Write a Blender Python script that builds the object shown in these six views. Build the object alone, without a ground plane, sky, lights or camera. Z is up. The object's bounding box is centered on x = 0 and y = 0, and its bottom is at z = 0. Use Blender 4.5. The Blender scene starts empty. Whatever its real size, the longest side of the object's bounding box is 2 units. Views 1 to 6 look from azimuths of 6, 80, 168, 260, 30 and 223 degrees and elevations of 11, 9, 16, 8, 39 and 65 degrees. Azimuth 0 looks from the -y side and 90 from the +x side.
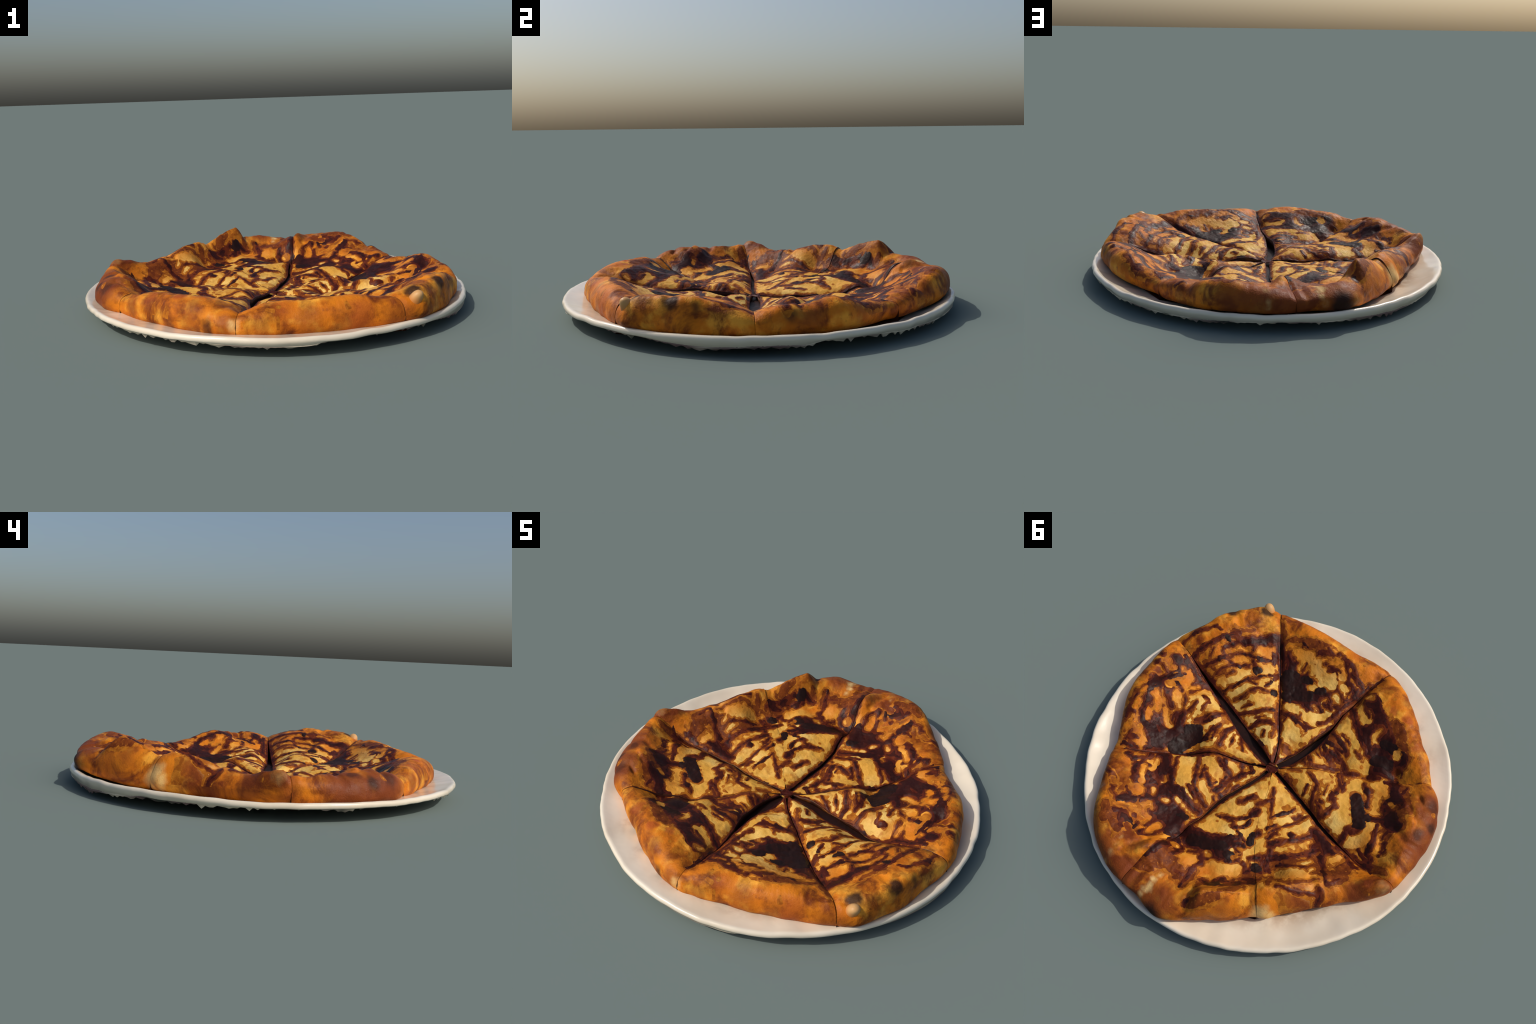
import math, random
import numpy as np

CX, CY = 0.0, -0.03          # where all the cuts meet
TAU = 2.0 * math.pi
DEG = math.pi / 180.0

# ------------------------------------------------------------------ outline
# plan radius of the crust about the centre, angle in degrees (0 = +x)
OUTLINE = [(-170, .924), (-165, .930), (-159, .927), (-151, .909), (-147, .887), (-143, .853), (-135, .845),
           (-127, .824), (-119, .833), (-111, .846), (-104, .864), (-97, .876), (-94, .872), (-89, .86),
           (-81, .842), (-70, .860), (-57, .902), (-47, .955), (-43, .985), (-39, .975), (-35, .96), (-28, .958), (-20, .940),
           (-13, .95), (-8, .95), (-4, .945), (4, .922), (11, .908), (20, .892), (28, .864), (37, .846),
           (41, .872), (48, .888), (57, .93), (64, .975), (72, 1.0), (80, 1.012), (86, 1.005), (92, .992),
           (97, 1.015), (101, 1.025), (105, .99), (109, .945), (114, .915), (118, .892), (125, .852), (129, .836), (132, .848), (137, .826), (144, .825), (150, .82),
           (156, .84), (160, .838), (165, .875), (169, .90), (173, .925), (178, .93), (184, .925)]
# height of the crest of the crust
CREST = [(-170, .19), (-165, .187), (-154, .199), (-146, .17), (-143, .148), (-138, .165), (-130, .186), (-118, .197),
         (-112, .197), (-104, .188), (-97, .152), (-90, .185), (-75, .20), (-65, .203), (-57, .202), (-51, .182), (-47, .178), (-41, .205),
         (-35, .225), (-29, .238), (-20, .220), (-13, .18), (-8, .155), (-2, .185), (8, .208), (18, .195), (28, .155), (36, .13),
         (41, .12), (47, .145), (54, .18), (62, .206), (70, .213), (78, .198), (84, .185), (92, .175), (100, .20),
         (105, .19), (108.5, .205), (111, .258), (115, .258), (119, .240), (124, .212), (128, .19), (130, .188), (133, .208), (137, .226), (145, .203),
         (152, .185), (158, .165), (163, .16), (168, .195), (171, .21), (174, .21), (177, .165), (182, .185), (188, .19)]


def wrapped(table):
    a = np.array([t[0] for t in table], float)
    v = np.array([t[1] for t in table], float)
    o = np.argsort(a)
    a, v = a[o], v[o]
    m = a < a[0] + 360
    a, v = a[m], v[m]
    a = np.concatenate([a - 360, a, a + 360])
    v = np.concatenate([v, v, v])
    g = np.arange(-400, 400, 0.5)
    s = np.interp(g, a, v)
    k = np.exp(-0.5 * (np.arange(-8, 9) * 0.5 / 1.3) ** 2)
    s = np.convolve(np.pad(s, 8, mode="edge"), k / k.sum(), mode="valid")
    return lambda deg: np.interp(((np.asarray(deg) + 180) % 360) - 180, g, s)


outline, crest = wrapped(OUTLINE), wrapped(CREST)

# ------------------------------------------------------------------ cuts
# each cut: (radius, angle) pairs from the centre out, and the half width of
# the gap that the knife left, as (radius, half width) pairs
CUTS = {
    "ab": ([(0, -112), (.1, -112), (.3, -104), (.5, -97), (.7, -95.5), (.9, -96)], [(0, .010), (.12, .024), (.3, .022), (.42, .006), (.6, .003), (.8, .001), (1, .0004)]),
    "bc": ([(0, -62), (.1, -60), (.3, -52), (.5, -50), (.7, -48.5), (.9, -48)], [(0, .006), (.1, .003), (.7, .003), (.85, .0006), (1, .0004)]),
    "cd": ([(0, -10), (.15, -8), (.3, -10), (.5, -11), (.7, -10), (.95, -9)], [(0, .012), (.12, .028), (.3, .026), (.45, .02), (.6, .010), (.75, .003), (.85, .0008), (1, .0004)]),
    "de": ([(0, 30), (.15, 33), (.3, 31), (.5, 36), (.7, 39.5), (.9, 40.5)], [(0, .008), (.1, .004), (.45, .003), (.8, .0008), (1, .0004)]),
    "ef": ([(0, 84), (.15, 82), (.3, 80), (.5, 84), (.7, 85), (.85, 86), (1, 87)], [(0, .009), (.1, .010), (.38, .009), (.5, .004), (.8, .001), (1, .0004)]),
    "fg": ([(0, 130), (.2, 124), (.3, 122), (.5, 125), (.7, 129), (.85, 130)], [(0, .006), (.08, .0004), (1, .0004)]),
    "gh": ([(0, 174), (.2, 174), (.4, 172), (.6, 173), (.8, 174), (.95, 176)], [(0, .008), (.1, .009), (.5, .009), (.62, .003), (.8, .001), (.85, .0006), (1, .0004)]),
    "ha": ([(0, 218), (.2, 219), (.4, 219), (.6, 216), (.75, 215), (.9, 216)], [(0, .006), (.1, .0015), (.8, .0012), (.88, .0004), (1, .0004)]),
}
ORDER = ["ab", "bc", "cd", "de", "ef", "fg", "gh", "ha"]


def cut_angle(name, r):
    p = CUTS[name][0]
    return np.interp(r, [q[0] for q in p], [q[1] for q in p])


def cut_gap(name, r):
    p = CUTS[name][1]
    return np.interp(r, [q[0] for q in p], [q[1] for q in p])


# ------------------------------------------------------------------ relief
# heights of the dough between the cuts, by region: (x, y, z)
RELIEF = {
    "front_left_wedge": [(-.508, -.477, .118), (-.37, -.43, .112), (-.44, -.42, .110), (-.326, -.346, .094), (-.214, -.56, .142), (-.079, -.6, .092), (-.265, -.694, .19), (-.356, -.704, .198), (-.371, -.473, .113),
                         (-.28, -.508, .137), (-.292, -.58, .165), (-.067, -.541, .089), (-.396, -.349, .054), (-.302, -.642, .18),
                         (-.326, -.625, .177), (-.108, -.682, .154), (-.509, -.466, .081), (-.14, -.193, .091), (-.148, -.275, .077), (-.264, -.308, .068),
                         (-.119, -.33, .091), (-.053, -.457, .074), (-.20, -.42, .103), (-.06, -.80, .145)],
    "front_wedge": [(.015, -.22, .050), (.19, -.742, .194), (.185, -.522, .097), (.236, -.405, .08), (.112, -.441, .095), (.016, -.43, .072),
                    (.32, -.72, .197), (-.013, -.625, .12), (.035, -.142, .040), (.035, -.254, .076), (.05, -.13, .048), (.003, -.751, .167), (-.045, -.712, .13),
                    (.10, -.60, .128), (.30, -.56, .108), (.14, -.27, .078)],
    "nub_wedge": [(.636, -.283, .160), (.716, -.296, .190), (.255, -.273, .084), (.56, -.33, .136), (.657, -.690, .172), (.31, -.346, .098), (.471, -.374, .122), (.708, -.379, .202), (.678, -.652, .212), (.806, -.474, .225), (.831, -.336, .208),
                  (.437, -.169, .053), (.43, -.14, .042), (.353, -.134, .044), (.254, -.117, .036), (.15, -.164, .088), (.465, -.303, .119), (.479, -.521, .126), (.053, -.045, .042),
                  (.64, -.31, .150), (.744, -.17, .131), (.60, -.18, .10), (.53, -.24, .120), (.50, -.46, .138), (.28, -.24, .088), (.60, -.55, .172), (.38, -.23, .105)],
    "right_wedge": [(.323, .19, .062), (.525, .191, .086), (.767, .076, .170), (.57, .24, .088), (.66, -.10, .086), (.60, -.09, .064), (.72, -.11, .112), (.467, .02, .088), (.70, .46, .105), (.637, .12, .118), (.548, -.05, .104), (.631, .4, .133), (.879, -.041, .192), (.453, -.005, .108), (.417, .15, .046),
                    (.504, .124, .079), (.323, -.07, .038), (.284, .102, .091), (.234, -.038, .037), (.177, .026, .068), (.502, -.094, .037), (.76, -.074, .145),
                    (.813, .061, .155), (.652, .18, .115), (.56, .205, .068), (.48, .28, .062), (.43, .21, .038), (.35, .08, .100), (.41, .05, .078), (.38, .0, .07), (.30, .02, .068), (.70, .30, .135)],
    "back_right_wedge": [(.302, .348, .092), (.36, .482, .084), (.6, .70, .172), (.1, .21, .036), (.354, .319, .075), (.118, .265, .051), (.246, .516, .081), (.441, .417, .084), (.44, .537, .13), (.382, .594, .132),
                         (.578, .484, .128), (.219, .468, .07), (.088, .454, .045), (.085, .406, .034), (.267, .695, .144), (.378, .213, .036), (.273, .245, .055), (.182, .118, .06),
                         (.138, .15, .032), (.06, .11, .030), (.583, .542, .143), (.402, .688, .178), (.515, .645, .145), (.577, .627, .166), (.2, .29, .078), (.23, .36, .085), (.40, .31, .068), (.17, .60, .085), (.15, .71, .14)],
    "back_wedge": [(-.25, .69, .140), (.03, .63, .066), (.03, .17, .040), (-.173, .528, .104), (-.082, .67, .127), (-.179, .788, .161), (-.255, .567, .115), (.085, .777, .200), (.045, .509, .084), (-.231, .455, .093),
                   (-.111, .23, .071), (-.07, .25, .066), (-.117, .387, .097), (.0, .6, .052), (-.131, .565, .09), (-.394, .472, .106), (-.271, .658, .142), (-.287, .737, .262), (-.32, .70, .245), (-.37, .64, .222),
                   (-.42, .585, .195), (-.262, .82, .215), (-.33, .60, .125), (-.357, .54, .112), (-.21, .70, .128), (-.05, .80, .155), (.05, .69, .150), (-.30, .47, .092)],
    "back_left_wedge": [(-.50, .50, .215), (-.66, .06, .062), (-.21, .03, .036), (-.493, .357, .145), (-.61, .124, .088), (-.361, .179, .084), (-.3, .089, .043), (-.199, .169, .072), (-.235, .348, .09),
                        (-.655, .264, .173), (-.659, .247, .178), (-.618, .194, .115), (-.301, .305, .092), (-.436, .098, .052), (-.247, .065, .056), (-.452, .404, .100), (-.357, .389, .088),
                        (-.487, .507, .222), (-.53, .43, .205), (-.42, .30, .098), (-.50, .22, .092), (-.30, .03, .040), (-.42, .035, .040), (-.50, .04, .045), (-.73, .16, .150)],
    "left_wedge": [(-.690, -.065, .122), (-.645, -.39, .142), (-.685, .03, .062), (-.20, -.01, .036), (-.516, -.163, .088), (-.589, -.169, .1), (-.636, -.04, .092), (-.589, .02, .062), (-.535, -.287, .089), (-.617, -.223, .101),
                   (-.626, -.286, .13), (-.182, -.076, .079), (-.716, -.436, .188), (-.628, -.134, .112), (-.68, -.342, .184), (-.777, -.274, .207), (-.30, -.16, .084), (-.36, .0, .066),
                   (-.42, -.09, .086), (-.809, -.018, .143), (-.775, .012, .100), (-.71, -.097, .112), (-.756, -.25, .199), (-.735, -.365, .197), (-.30, .01, .040), (-.42, .02, .042), (-.57, -.38, .120), (-.45, -.30, .086)],
    "middle": [(.0, -.03, .036)],
}
# how far in from the outline the crest of the crust stands
ROLL = [(-163, .105), (-152, .085), (-143, .06), (-130, .075), (-117, .08), (-104, .095), (-96, .06), (-85, .095), (-70, .105), (-56, .08), (-43, .05), (-29, .042), (-15, .06), (-8, .05),
        (2, .065), (20, .075), (36, .055), (41, .045), (50, .055), (65, .065), (80, .085), (90, .09), (100, .11), (112, .105), (122, .10), (130, .08), (137, .105), (150, .115), (160, .10), (168, .06), (172, .03), (175, .03), (178, .05), (186, .09)]
roll = wrapped(ROLL)


def ring_points():
    pts = []
    for a in range(-180, 180, 4):
        ro, zc, w = float(outline(a)), float(crest(a)), float(roll(a))
        for dr, dz in ((w, 0.0), (w - .05, -.008)):
            r = ro - dr
            pts.append((CX + r * math.cos(a * DEG), CY + r * math.sin(a * DEG), zc + dz))
    return np.array(pts)


class Sheet:
    """thin plate through the measured heights, slightly relaxed"""

    def __init__(self, pts, relax):
        self.p = pts[:, :2]
        n = len(pts)
        A = np.zeros((n + 3, n + 3))
        A[:n, :n] = self.kern(self.p, self.p) + np.eye(n) * relax
        A[:n, n] = 1
        A[:n, n + 1:] = self.p
        A[n:, :n] = A[:n, n:].T
        self.w = np.linalg.solve(A, np.concatenate([pts[:, 2], np.zeros(3)]))

    @staticmethod
    def kern(a, b):
        d2 = ((a[:, None, :] - b[None, :, :]) ** 2).sum(2)
        return 0.5 * d2 * np.log(d2 + 1e-12)

    def __call__(self, x, y):
        q = np.stack([np.ravel(x), np.ravel(y)], 1)
        out = np.empty(len(q))
        n = len(self.p)
        for i in range(0, len(q), 20000):
            c = q[i:i + 20000]
            out[i:i + 20000] = self.kern(c, self.p) @ self.w[:n] + self.w[n] + c @ self.w[n + 1:]
        return out.reshape(np.shape(x))


GROOVE = {"ab": (.020, .028), "bc": (.022, .020), "cd": (.014, .025), "de": (.016, .020), "ef": (.016, .020), "fg": (.0, .02), "gh": (.016, .020), "ha": (.008, .018)}


def groove(x, y):
    r = np.hypot(x - CX, y - CY)
    a = np.degrees(np.arctan2(y - CY, x - CX))
    z = np.zeros(np.shape(x))
    for n in ORDER:
        c = cut_angle(n, r)
        da = np.abs(((a - c + 180) % 360) - 180)
        d = np.maximum(0, r * np.sin(np.minimum(da, 90) * DEG) - cut_gap(n, r))
        dep, wid = GROOVE[n]
        z = np.maximum(z, dep * np.exp(-(d / wid) ** 1.5))
    return z



# which wedge lies between which cuts (clockwise cut first)
WEDGES = {"front_left_wedge": ("ha", "ab"), "front_wedge": ("ab", "bc"), "nub_wedge": ("bc", "cd"), "right_wedge": ("cd", "de"),
          "back_right_wedge": ("de", "ef"), "back_wedge": ("ef", "fg"), "back_left_wedge": ("fg", "gh"), "left_wedge": ("gh", "ha")}


def with_groove(p):
    p = np.array(p, float)
    return np.column_stack([p[:, 0], p[:, 1], p[:, 2] + groove(p[:, 0], p[:, 1])])


_ring = with_groove(ring_points())
_all = with_groove([p for v in RELIEF.values() for p in v])
sheet = Sheet(np.concatenate([_all, _ring]), 6e-4)


class Local:
    """what one wedge adds to the common sheet, so that its own heights are met"""

    def __init__(self, region):
        p = with_groove(RELIEF[region] + RELIEF["middle"])
        self.p, self.s = p[:, :2], .085
        K = self.kern(self.p) + np.eye(len(p)) * .05
        self.w = np.linalg.solve(K, p[:, 2] - sheet(p[:, 0], p[:, 1]))

    def kern(self, q):
        return np.exp(-((q[:, None, :] - self.p[None, :, :]) ** 2).sum(2) / (2 * self.s ** 2))

    def __call__(self, x, y):
        q = np.stack([np.ravel(x), np.ravel(y)], 1)
        return (self.kern(q) @ self.w).reshape(np.shape(x))


LOCAL = {k: Local(k) for k in WEDGES}


def wedge_of(x, y):
    r = math.hypot(x - CX, y - CY)
    a = math.degrees(math.atan2(y - CY, x - CX))
    for k, (l, q) in WEDGES.items():
        lo, hi = float(cut_angle(l, r)), float(cut_angle(q, r))
        if (a - lo) % 360 <= (hi - lo) % 360:
            return k
    return "front_wedge"


# soft swell and wrinkle on top of the sheet: value noise in numpy
_rng = np.random.default_rng(11)
_LAT = _rng.random((64, 64))


def vnoise(x, y, f):
    x, y = np.asarray(x) * f + 100.3, np.asarray(y) * f + 57.7
    i, j = np.floor(x).astype(int), np.floor(y).astype(int)
    u, v = x - i, y - j
    u, v = u * u * (3 - 2 * u), v * v * (3 - 2 * v)
    g = lambda a, b: _LAT[a % 64, b % 64]
    return (g(i, j) * (1 - u) + g(i + 1, j) * u) * (1 - v) + (g(i, j + 1) * (1 - u) + g(i + 1, j + 1) * u) * v - 0.5


# creases, ridges and dents: (kind line) points, width, height change
FOLDS = [
    ([(-.24, .76), (-.30, .86), (-.34, .95)], .022, -.014),      # crease beside the upturned flap
    ([(-.70, -.41), (-.83, -.34)], .013, -.012), ([(-.70, -.33), (-.87, -.24)], .015, -.012), ([(-.72, -.20), (-.88, -.15)], .020, -.012),
    ([(.06, .71), (.09, .80)], .030, .016), ([(.12, .74), (.16, .86)], .016, -.010),
    ([(-.60, .30), (-.70, .36)], .020, -.012), ([(-.56, .46), (-.64, .52)], .018, -.010),
    ([(.72, -.48), (.85, -.56)], .018, -.008), ([(.84, .02), (.93, .04)], .016, -.010), ([(.40, .80), (.46, .90)], .018, -.010),
    ([(-.30, -.76), (-.36, -.84)], .018, -.008), ([(.25, -.78), (.30, -.88)], .016, -.008), ([(.0, .84), (.02, .95)], .020, -.014),
    ([(-.42, .10), (-.60, .22)], .025, -.008), ([(.48, -.40), (.62, -.48)], .03, .010),
]


def seg_distance(x, y, pts):
    """distance to a poly-line and the position along it (0..1)"""
    best = np.full(np.shape(x), 9.0)
    along = np.zeros(np.shape(x))
    pts = [np.array(p, float) for p in pts]
    if len(pts) == 1:
        return np.hypot(x - pts[0][0], y - pts[0][1]), along
    L = [np.hypot(*(b - a)) for a, b in zip(pts, pts[1:])]
    tot, acc = sum(L), 0.0
    for a, b, l in zip(pts, pts[1:], L):
        d = (b - a) / (l * l + 1e-12)
        t = np.clip((x - a[0]) * d[0] + (y - a[1]) * d[1], 0, 1)
        dist = np.hypot(x - a[0] - t * (b - a)[0], y - a[1] - t * (b - a)[1])
        m = dist < best
        best = np.where(m, dist, best)
        along = np.where(m, (acc + t * l) / tot, along)
        acc += l
    return best, along


def surface(x, y, region):
    r = np.hypot(x - CX, y - CY)
    z = sheet(x, y) + LOCAL[region](x, y)
    out = np.clip((r - .62) / .2, 0, 1)
    z = z + 0.006 * vnoise(x, y, 9) + 0.006 * vnoise(x + 3, y, 19) * out + 0.004 * vnoise(x, y + 3, 33) + .0022 * vnoise(x + 1, y, 58) + .0016 * vnoise(x, y + 9, 97)
    for pts, w, h in FOLDS:
        d, t = seg_distance(x, y, pts)
        z = z + h * np.exp(-(d / w) ** 2)
    return z


def top(x, y, region):
    return np.maximum(surface(x, y, region) - groove(x, y), .030)
SAUCE = {
    "nub_wedge": [
        ("pour", 0.021, [(0.525, -0.599), (0.567, -0.526), (0.649, -0.418)]),
        ("pour", 0.013, [(0.649, -0.418), (0.678, -0.318)]),
        ("pour", 0.021, [(0.677, -0.445), (0.707, -0.381)]),
        ("pour", 0.015, [(0.716, -0.389), (0.746, -0.291), (0.769, -0.211), (0.775, -0.147)]),
        ("pour", 0.012, [(0.799, -0.375), (0.831, -0.321), (0.862, -0.264), (0.876, -0.191)]),
        ("pour", 0.011, [(0.876, -0.191), (0.85, -0.143)]),
        ("pour", 0.009, [(0.753, -0.383), (0.794, -0.371)]),
        ("pour", 0.011, [(0.674, -0.314), (0.643, -0.301), (0.666, -0.222), (0.703, -0.17), (0.742, -0.148)]),
        ("pour", 0.009, [(0.641, -0.325), (0.593, -0.38), (0.526, -0.418), (0.466, -0.471)]),
        ("pour", 0.016, [(0.523, -0.397), (0.47, -0.38)]),
        ("pool", 0.023, [(0.47, -0.372), (0.46, -0.379)]),
        ("pour", 0.013, [(0.505, -0.414), (0.444, -0.493)]),
        ("pour", 0.008, [(0.639, -0.28), (0.566, -0.303), (0.518, -0.358)]),
        ("pour", 0.007, [(0.571, -0.308), (0.607, -0.224), (0.616, -0.162)]),
        ("pour", 0.008, [(0.384, -0.433), (0.434, -0.345), (0.47, -0.295), (0.491, -0.222), (0.534, -0.159)]),
        ("pool", 0.017, [(0.314, -0.347), (0.306, -0.348)]),
        ("pour", 0.007, [(0.33, -0.328), (0.393, -0.288), (0.412, -0.222), (0.444, -0.166)]),
        ("pour", 0.011, [(0.236, -0.278), (0.289, -0.212), (0.356, -0.132)]),
        ("pour", 0.015, [(0.18, -0.215), (0.241, -0.174), (0.267, -0.114)]),
        ("pour", 0.013, [(0.53, -0.613), (0.434, -0.501)]),
        ("pour", 0.013, [(0.375, -0.46), (0.367, -0.408)]),
        ("pool", 0.017, [(0.705, -0.379), (0.696, -0.375)]),
        ("pour", 0.016, [(0.776, -0.132), (0.718, -0.141), (0.65, -0.143)]),
        ("pour", 0.011, [(0.63, -0.14), (0.603, -0.167)]),
        ("pour", 0.008, [(0.182, -0.149), (0.163, -0.122)]),
        ("wash", 0.018, [(0.585, -0.236), (0.618, -0.182), (0.613, -0.141)]),
        ("wash", 0.015, [(0.625, -0.326), (0.642, -0.258)]),
        ("wash", 0.013, [(0.536, -0.152), (0.508, -0.195)]),
        ("wash", 0.015, [(0.682, -0.467), (0.717, -0.416)]),
        ("wash", 0.015, [(0.255, -0.323), (0.161, -0.221), (0.13, -0.148)]),
        ("pour", 0.016, [(0.793, -0.14), (0.711, -0.142), (0.63, -0.14), (0.58, -0.135)]),
        ("pour", 0.027, [(0.521, -0.595), (0.564, -0.524), (0.631, -0.435)]),
        ("pour", 0.013, [(0.766, -0.207), (0.766, -0.138), (0.73, -0.153)]),
        ("pour", 0.012, [(0.477, -0.525), (0.434, -0.474)]),
        ("wash", 0.015, [(0.646, -0.518), (0.693, -0.435), (0.713, -0.353)]),
        ("pour", 0.008, [(0.458, -0.3), (0.411, -0.306)]),
        ("pour", 0.009, [(0.384, -0.296), (0.405, -0.249)]),
        ("pour", 0.007, [(0.677, -0.454), (0.66, -0.403)]),
        ("pour", 0.007, [(0.717, -0.28), (0.703, -0.232)]),
        ("pour", 0.006, [(0.584, -0.491), (0.566, -0.439)]),
        ("pour", 0.006, [(0.369, -0.333), (0.368, -0.383)]),
        ("pour", 0.006, [(0.551, -0.271), (0.56, -0.229)]),
        ("pour", 0.006, [(0.339, -0.219), (0.374, -0.167)]),
        ("pour", 0.006, [(0.245, -0.211), (0.278, -0.176)]),
        ("wash", 0.018, [(0.713, -0.198), (0.639, -0.203)]),
        ("wash", 0.015, [(0.559, -0.158), (0.514, -0.157)]),
    ],
    "right_wedge": [
        ("pour", 0.040, [(0.807, -0.08), (0.788, 0.066), (0.75, 0.159)]),
        ("pour", 0.048, [(0.75, 0.159), (0.699, 0.241), (0.63, 0.29), (0.539, 0.326)]),
        ("pour", 0.053, [(0.697, 0.053), (0.639, 0.075)]),
        ("pour", 0.042, [(0.657, 0.204), (0.549, 0.241)]),
        ("pour", 0.032, [(0.558, 0.12), (0.527, 0.181)]),
        ("pour", 0.021, [(0.788, -0.111), (0.742, -0.099)]),
        ("pour", 0.027, [(0.649, -0.092), (0.65, -0.045)]),
        ("pour", 0.021, [(0.759, 0.277), (0.718, 0.362)]),
        ("wash", 0.031, [(0.793, 0.229), (0.747, 0.345), (0.684, 0.41)]),
        ("bare", 0.033, [(0.832, -0.023), (0.823, 0.027)]),
        ("bare", 0.023, [(0.797, -0.031), (0.803, 0.013)]),
        ("bare", 0.019, [(0.756, -0.072), (0.751, -0.076)]),
        ("bare", 0.029, [(0.745, -0.022), (0.727, 0.049)]),
        ("bare", 0.031, [(0.74, 0.144), (0.696, 0.153), (0.675, 0.194)]),
        ("bare", 0.031, [(0.71, -0.085), (0.683, -0.012), (0.649, 0.058), (0.611, 0.102)]),
        ("bare", 0.018, [(0.638, -0.074), (0.638, -0.003)]),
        ("bare", 0.021, [(0.592, -0.08), (0.581, 0.007), (0.577, 0.065)]),
        ("bare", 0.033, [(0.505, -0.081), (0.516, 0.011), (0.515, 0.074), (0.503, 0.114)]),
        ("bare", 0.023, [(0.637, 0.159), (0.597, 0.194), (0.566, 0.203)]),
        ("bare", 0.029, [(0.651, 0.346), (0.589, 0.378), (0.577, 0.412)]),
        ("bare", 0.021, [(0.687, 0.23), (0.666, 0.266)]),
        ("bare", 0.021, [(0.717, 0.332), (0.684, 0.41)]),
        ("bare", 0.021, [(0.755, 0.241), (0.747, 0.28)]),
        ("bare", 0.018, [(0.775, 0.166), (0.777, 0.212)]),
        ("pour", 0.019, [(0.653, 0.119), (0.632, 0.119)]),
        ("pour", 0.016, [(0.565, -0.05), (0.536, -0.048)]),
        ("pour", 0.016, [(0.671, -0.105), (0.602, -0.122)]),
        ("pour", 0.012, [(0.785, 0.22), (0.778, 0.293), (0.742, 0.357)]),
        ("pour", 0.017, [(0.638, 0.419), (0.621, 0.391)]),
        ("pour", 0.019, [(0.889, -0.043), (0.876, -0.039)]),
        ("pour", 0.013, [(0.865, 0.002), (0.871, 0.022)]),
        ("pour", 0.008, [(0.558, 0.004), (0.55, 0.078)]),
        ("pour", 0.016, [(0.553, 0.108), (0.525, 0.158)]),
        ("pour", 0.011, [(0.771, 0.094), (0.754, 0.002), (0.736, -0.061)]),
        ("pool", 0.041, [(0.433, 0.14), (0.453, 0.204), (0.458, 0.262)]),
        ("pool", 0.029, [(0.447, 0.111), (0.478, 0.147)]),
        ("pour", 0.040, [(0.488, 0.169), (0.505, 0.265)]),
        ("pour", 0.012, [(0.412, -0.11), (0.432, -0.016), (0.46, 0.057)]),
        ("pour", 0.015, [(0.328, -0.072), (0.337, 0.001), (0.283, 0.091)]),
        ("pour", 0.010, [(0.257, -0.046), (0.183, 0.016)]),
        ("pour", 0.009, [(0.385, -0.003), (0.38, 0.089), (0.379, 0.149)]),
        ("wash", 0.021, [(0.484, 0.092), (0.451, 0.007)]),
        ("pour", 0.011, [(0.493, 0.084), (0.455, 0.003)]),
        ("pour", 0.008, [(0.402, 0.037), (0.358, 0.125)]),
        ("pour", 0.016, [(0.8, -0.138), (0.692, -0.116), (0.632, -0.109)]),
        ("pour", 0.019, [(0.518, 0.345), (0.543, 0.399)]),
        ("pour", 0.016, [(0.638, 0.464), (0.579, 0.426)]),
        ("pour", 0.016, [(0.537, 0.343), (0.512, 0.328)]),
        ("pour", 0.010, [(-0.269, -0.7), (-0.316, -0.716)]),
        ("pour", 0.008, [(-0.251, -0.677), (-0.24, -0.639), (-0.224, -0.582)]),
        ("pour", 0.007, [(-0.331, -0.608), (-0.329, -0.561)]),
        ("pour", 0.011, [(-0.367, -0.635), (-0.373, -0.595), (-0.396, -0.555)]),
        ("wash", 0.015, [(-0.312, -0.498), (-0.39, -0.538), (-0.474, -0.569)]),
        ("bare", 0.029, [(-0.397, -0.635), (-0.447, -0.598)]),
        ("bare", 0.029, [(-0.042, -0.603), (-0.075, -0.586)]),
        ("pour", 0.007, [(0.716, 0.005), (0.658, 0.026)]),
        ("pour", 0.007, [(0.73, 0.225), (0.701, 0.207)]),
        ("pour", 0.008, [(0.693, 0.294), (0.642, 0.309)]),
        ("pour", 0.007, [(0.839, 0.003), (0.785, 0.006)]),
        ("pour", 0.006, [(0.625, -0.008), (0.621, -0.051)]),
        ("pour", 0.007, [(0.515, -0.045), (0.511, 0.007)]),
        ("pour", 0.009, [(0.656, 0.386), (0.65, 0.439)]),
        ("pour", 0.008, [(0.755, 0.123), (0.757, 0.168)]),
        ("pour", 0.007, [(0.591, 0.121), (0.584, 0.17)]),
        ("pour", 0.006, [(0.373, 0.04), (0.342, 0.099)]),
        ("pour", 0.006, [(0.278, -0.009), (0.248, 0.052)]),
    ],
    "front_wedge": [
        ("pour", 0.069, [(0.366, -0.601), (0.265, -0.502)]),
        ("pour", 0.085, [(0.22, -0.644), (0.074, -0.65)]),
        ("pour", 0.064, [(0.21, -0.402), (0.066, -0.514), (0.019, -0.637)]),
        ("pour", 0.021, [(0.516, -0.611), (0.421, -0.535), (0.377, -0.491)]),
        ("pour", 0.027, [(0.207, -0.331), (0.126, -0.317), (0.03, -0.348)]),
        ("wash", 0.036, [(0.427, -0.618), (0.331, -0.694), (0.234, -0.725)]),
        ("wash", 0.041, [(0.56, -0.645), (0.495, -0.591)]),
        ("wash", 0.031, [(0.21, -0.273), (0.101, -0.275), (0.039, -0.289)]),
        ("wash", 0.026, [(0.092, -0.139), (0.016, -0.165)]),
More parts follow.
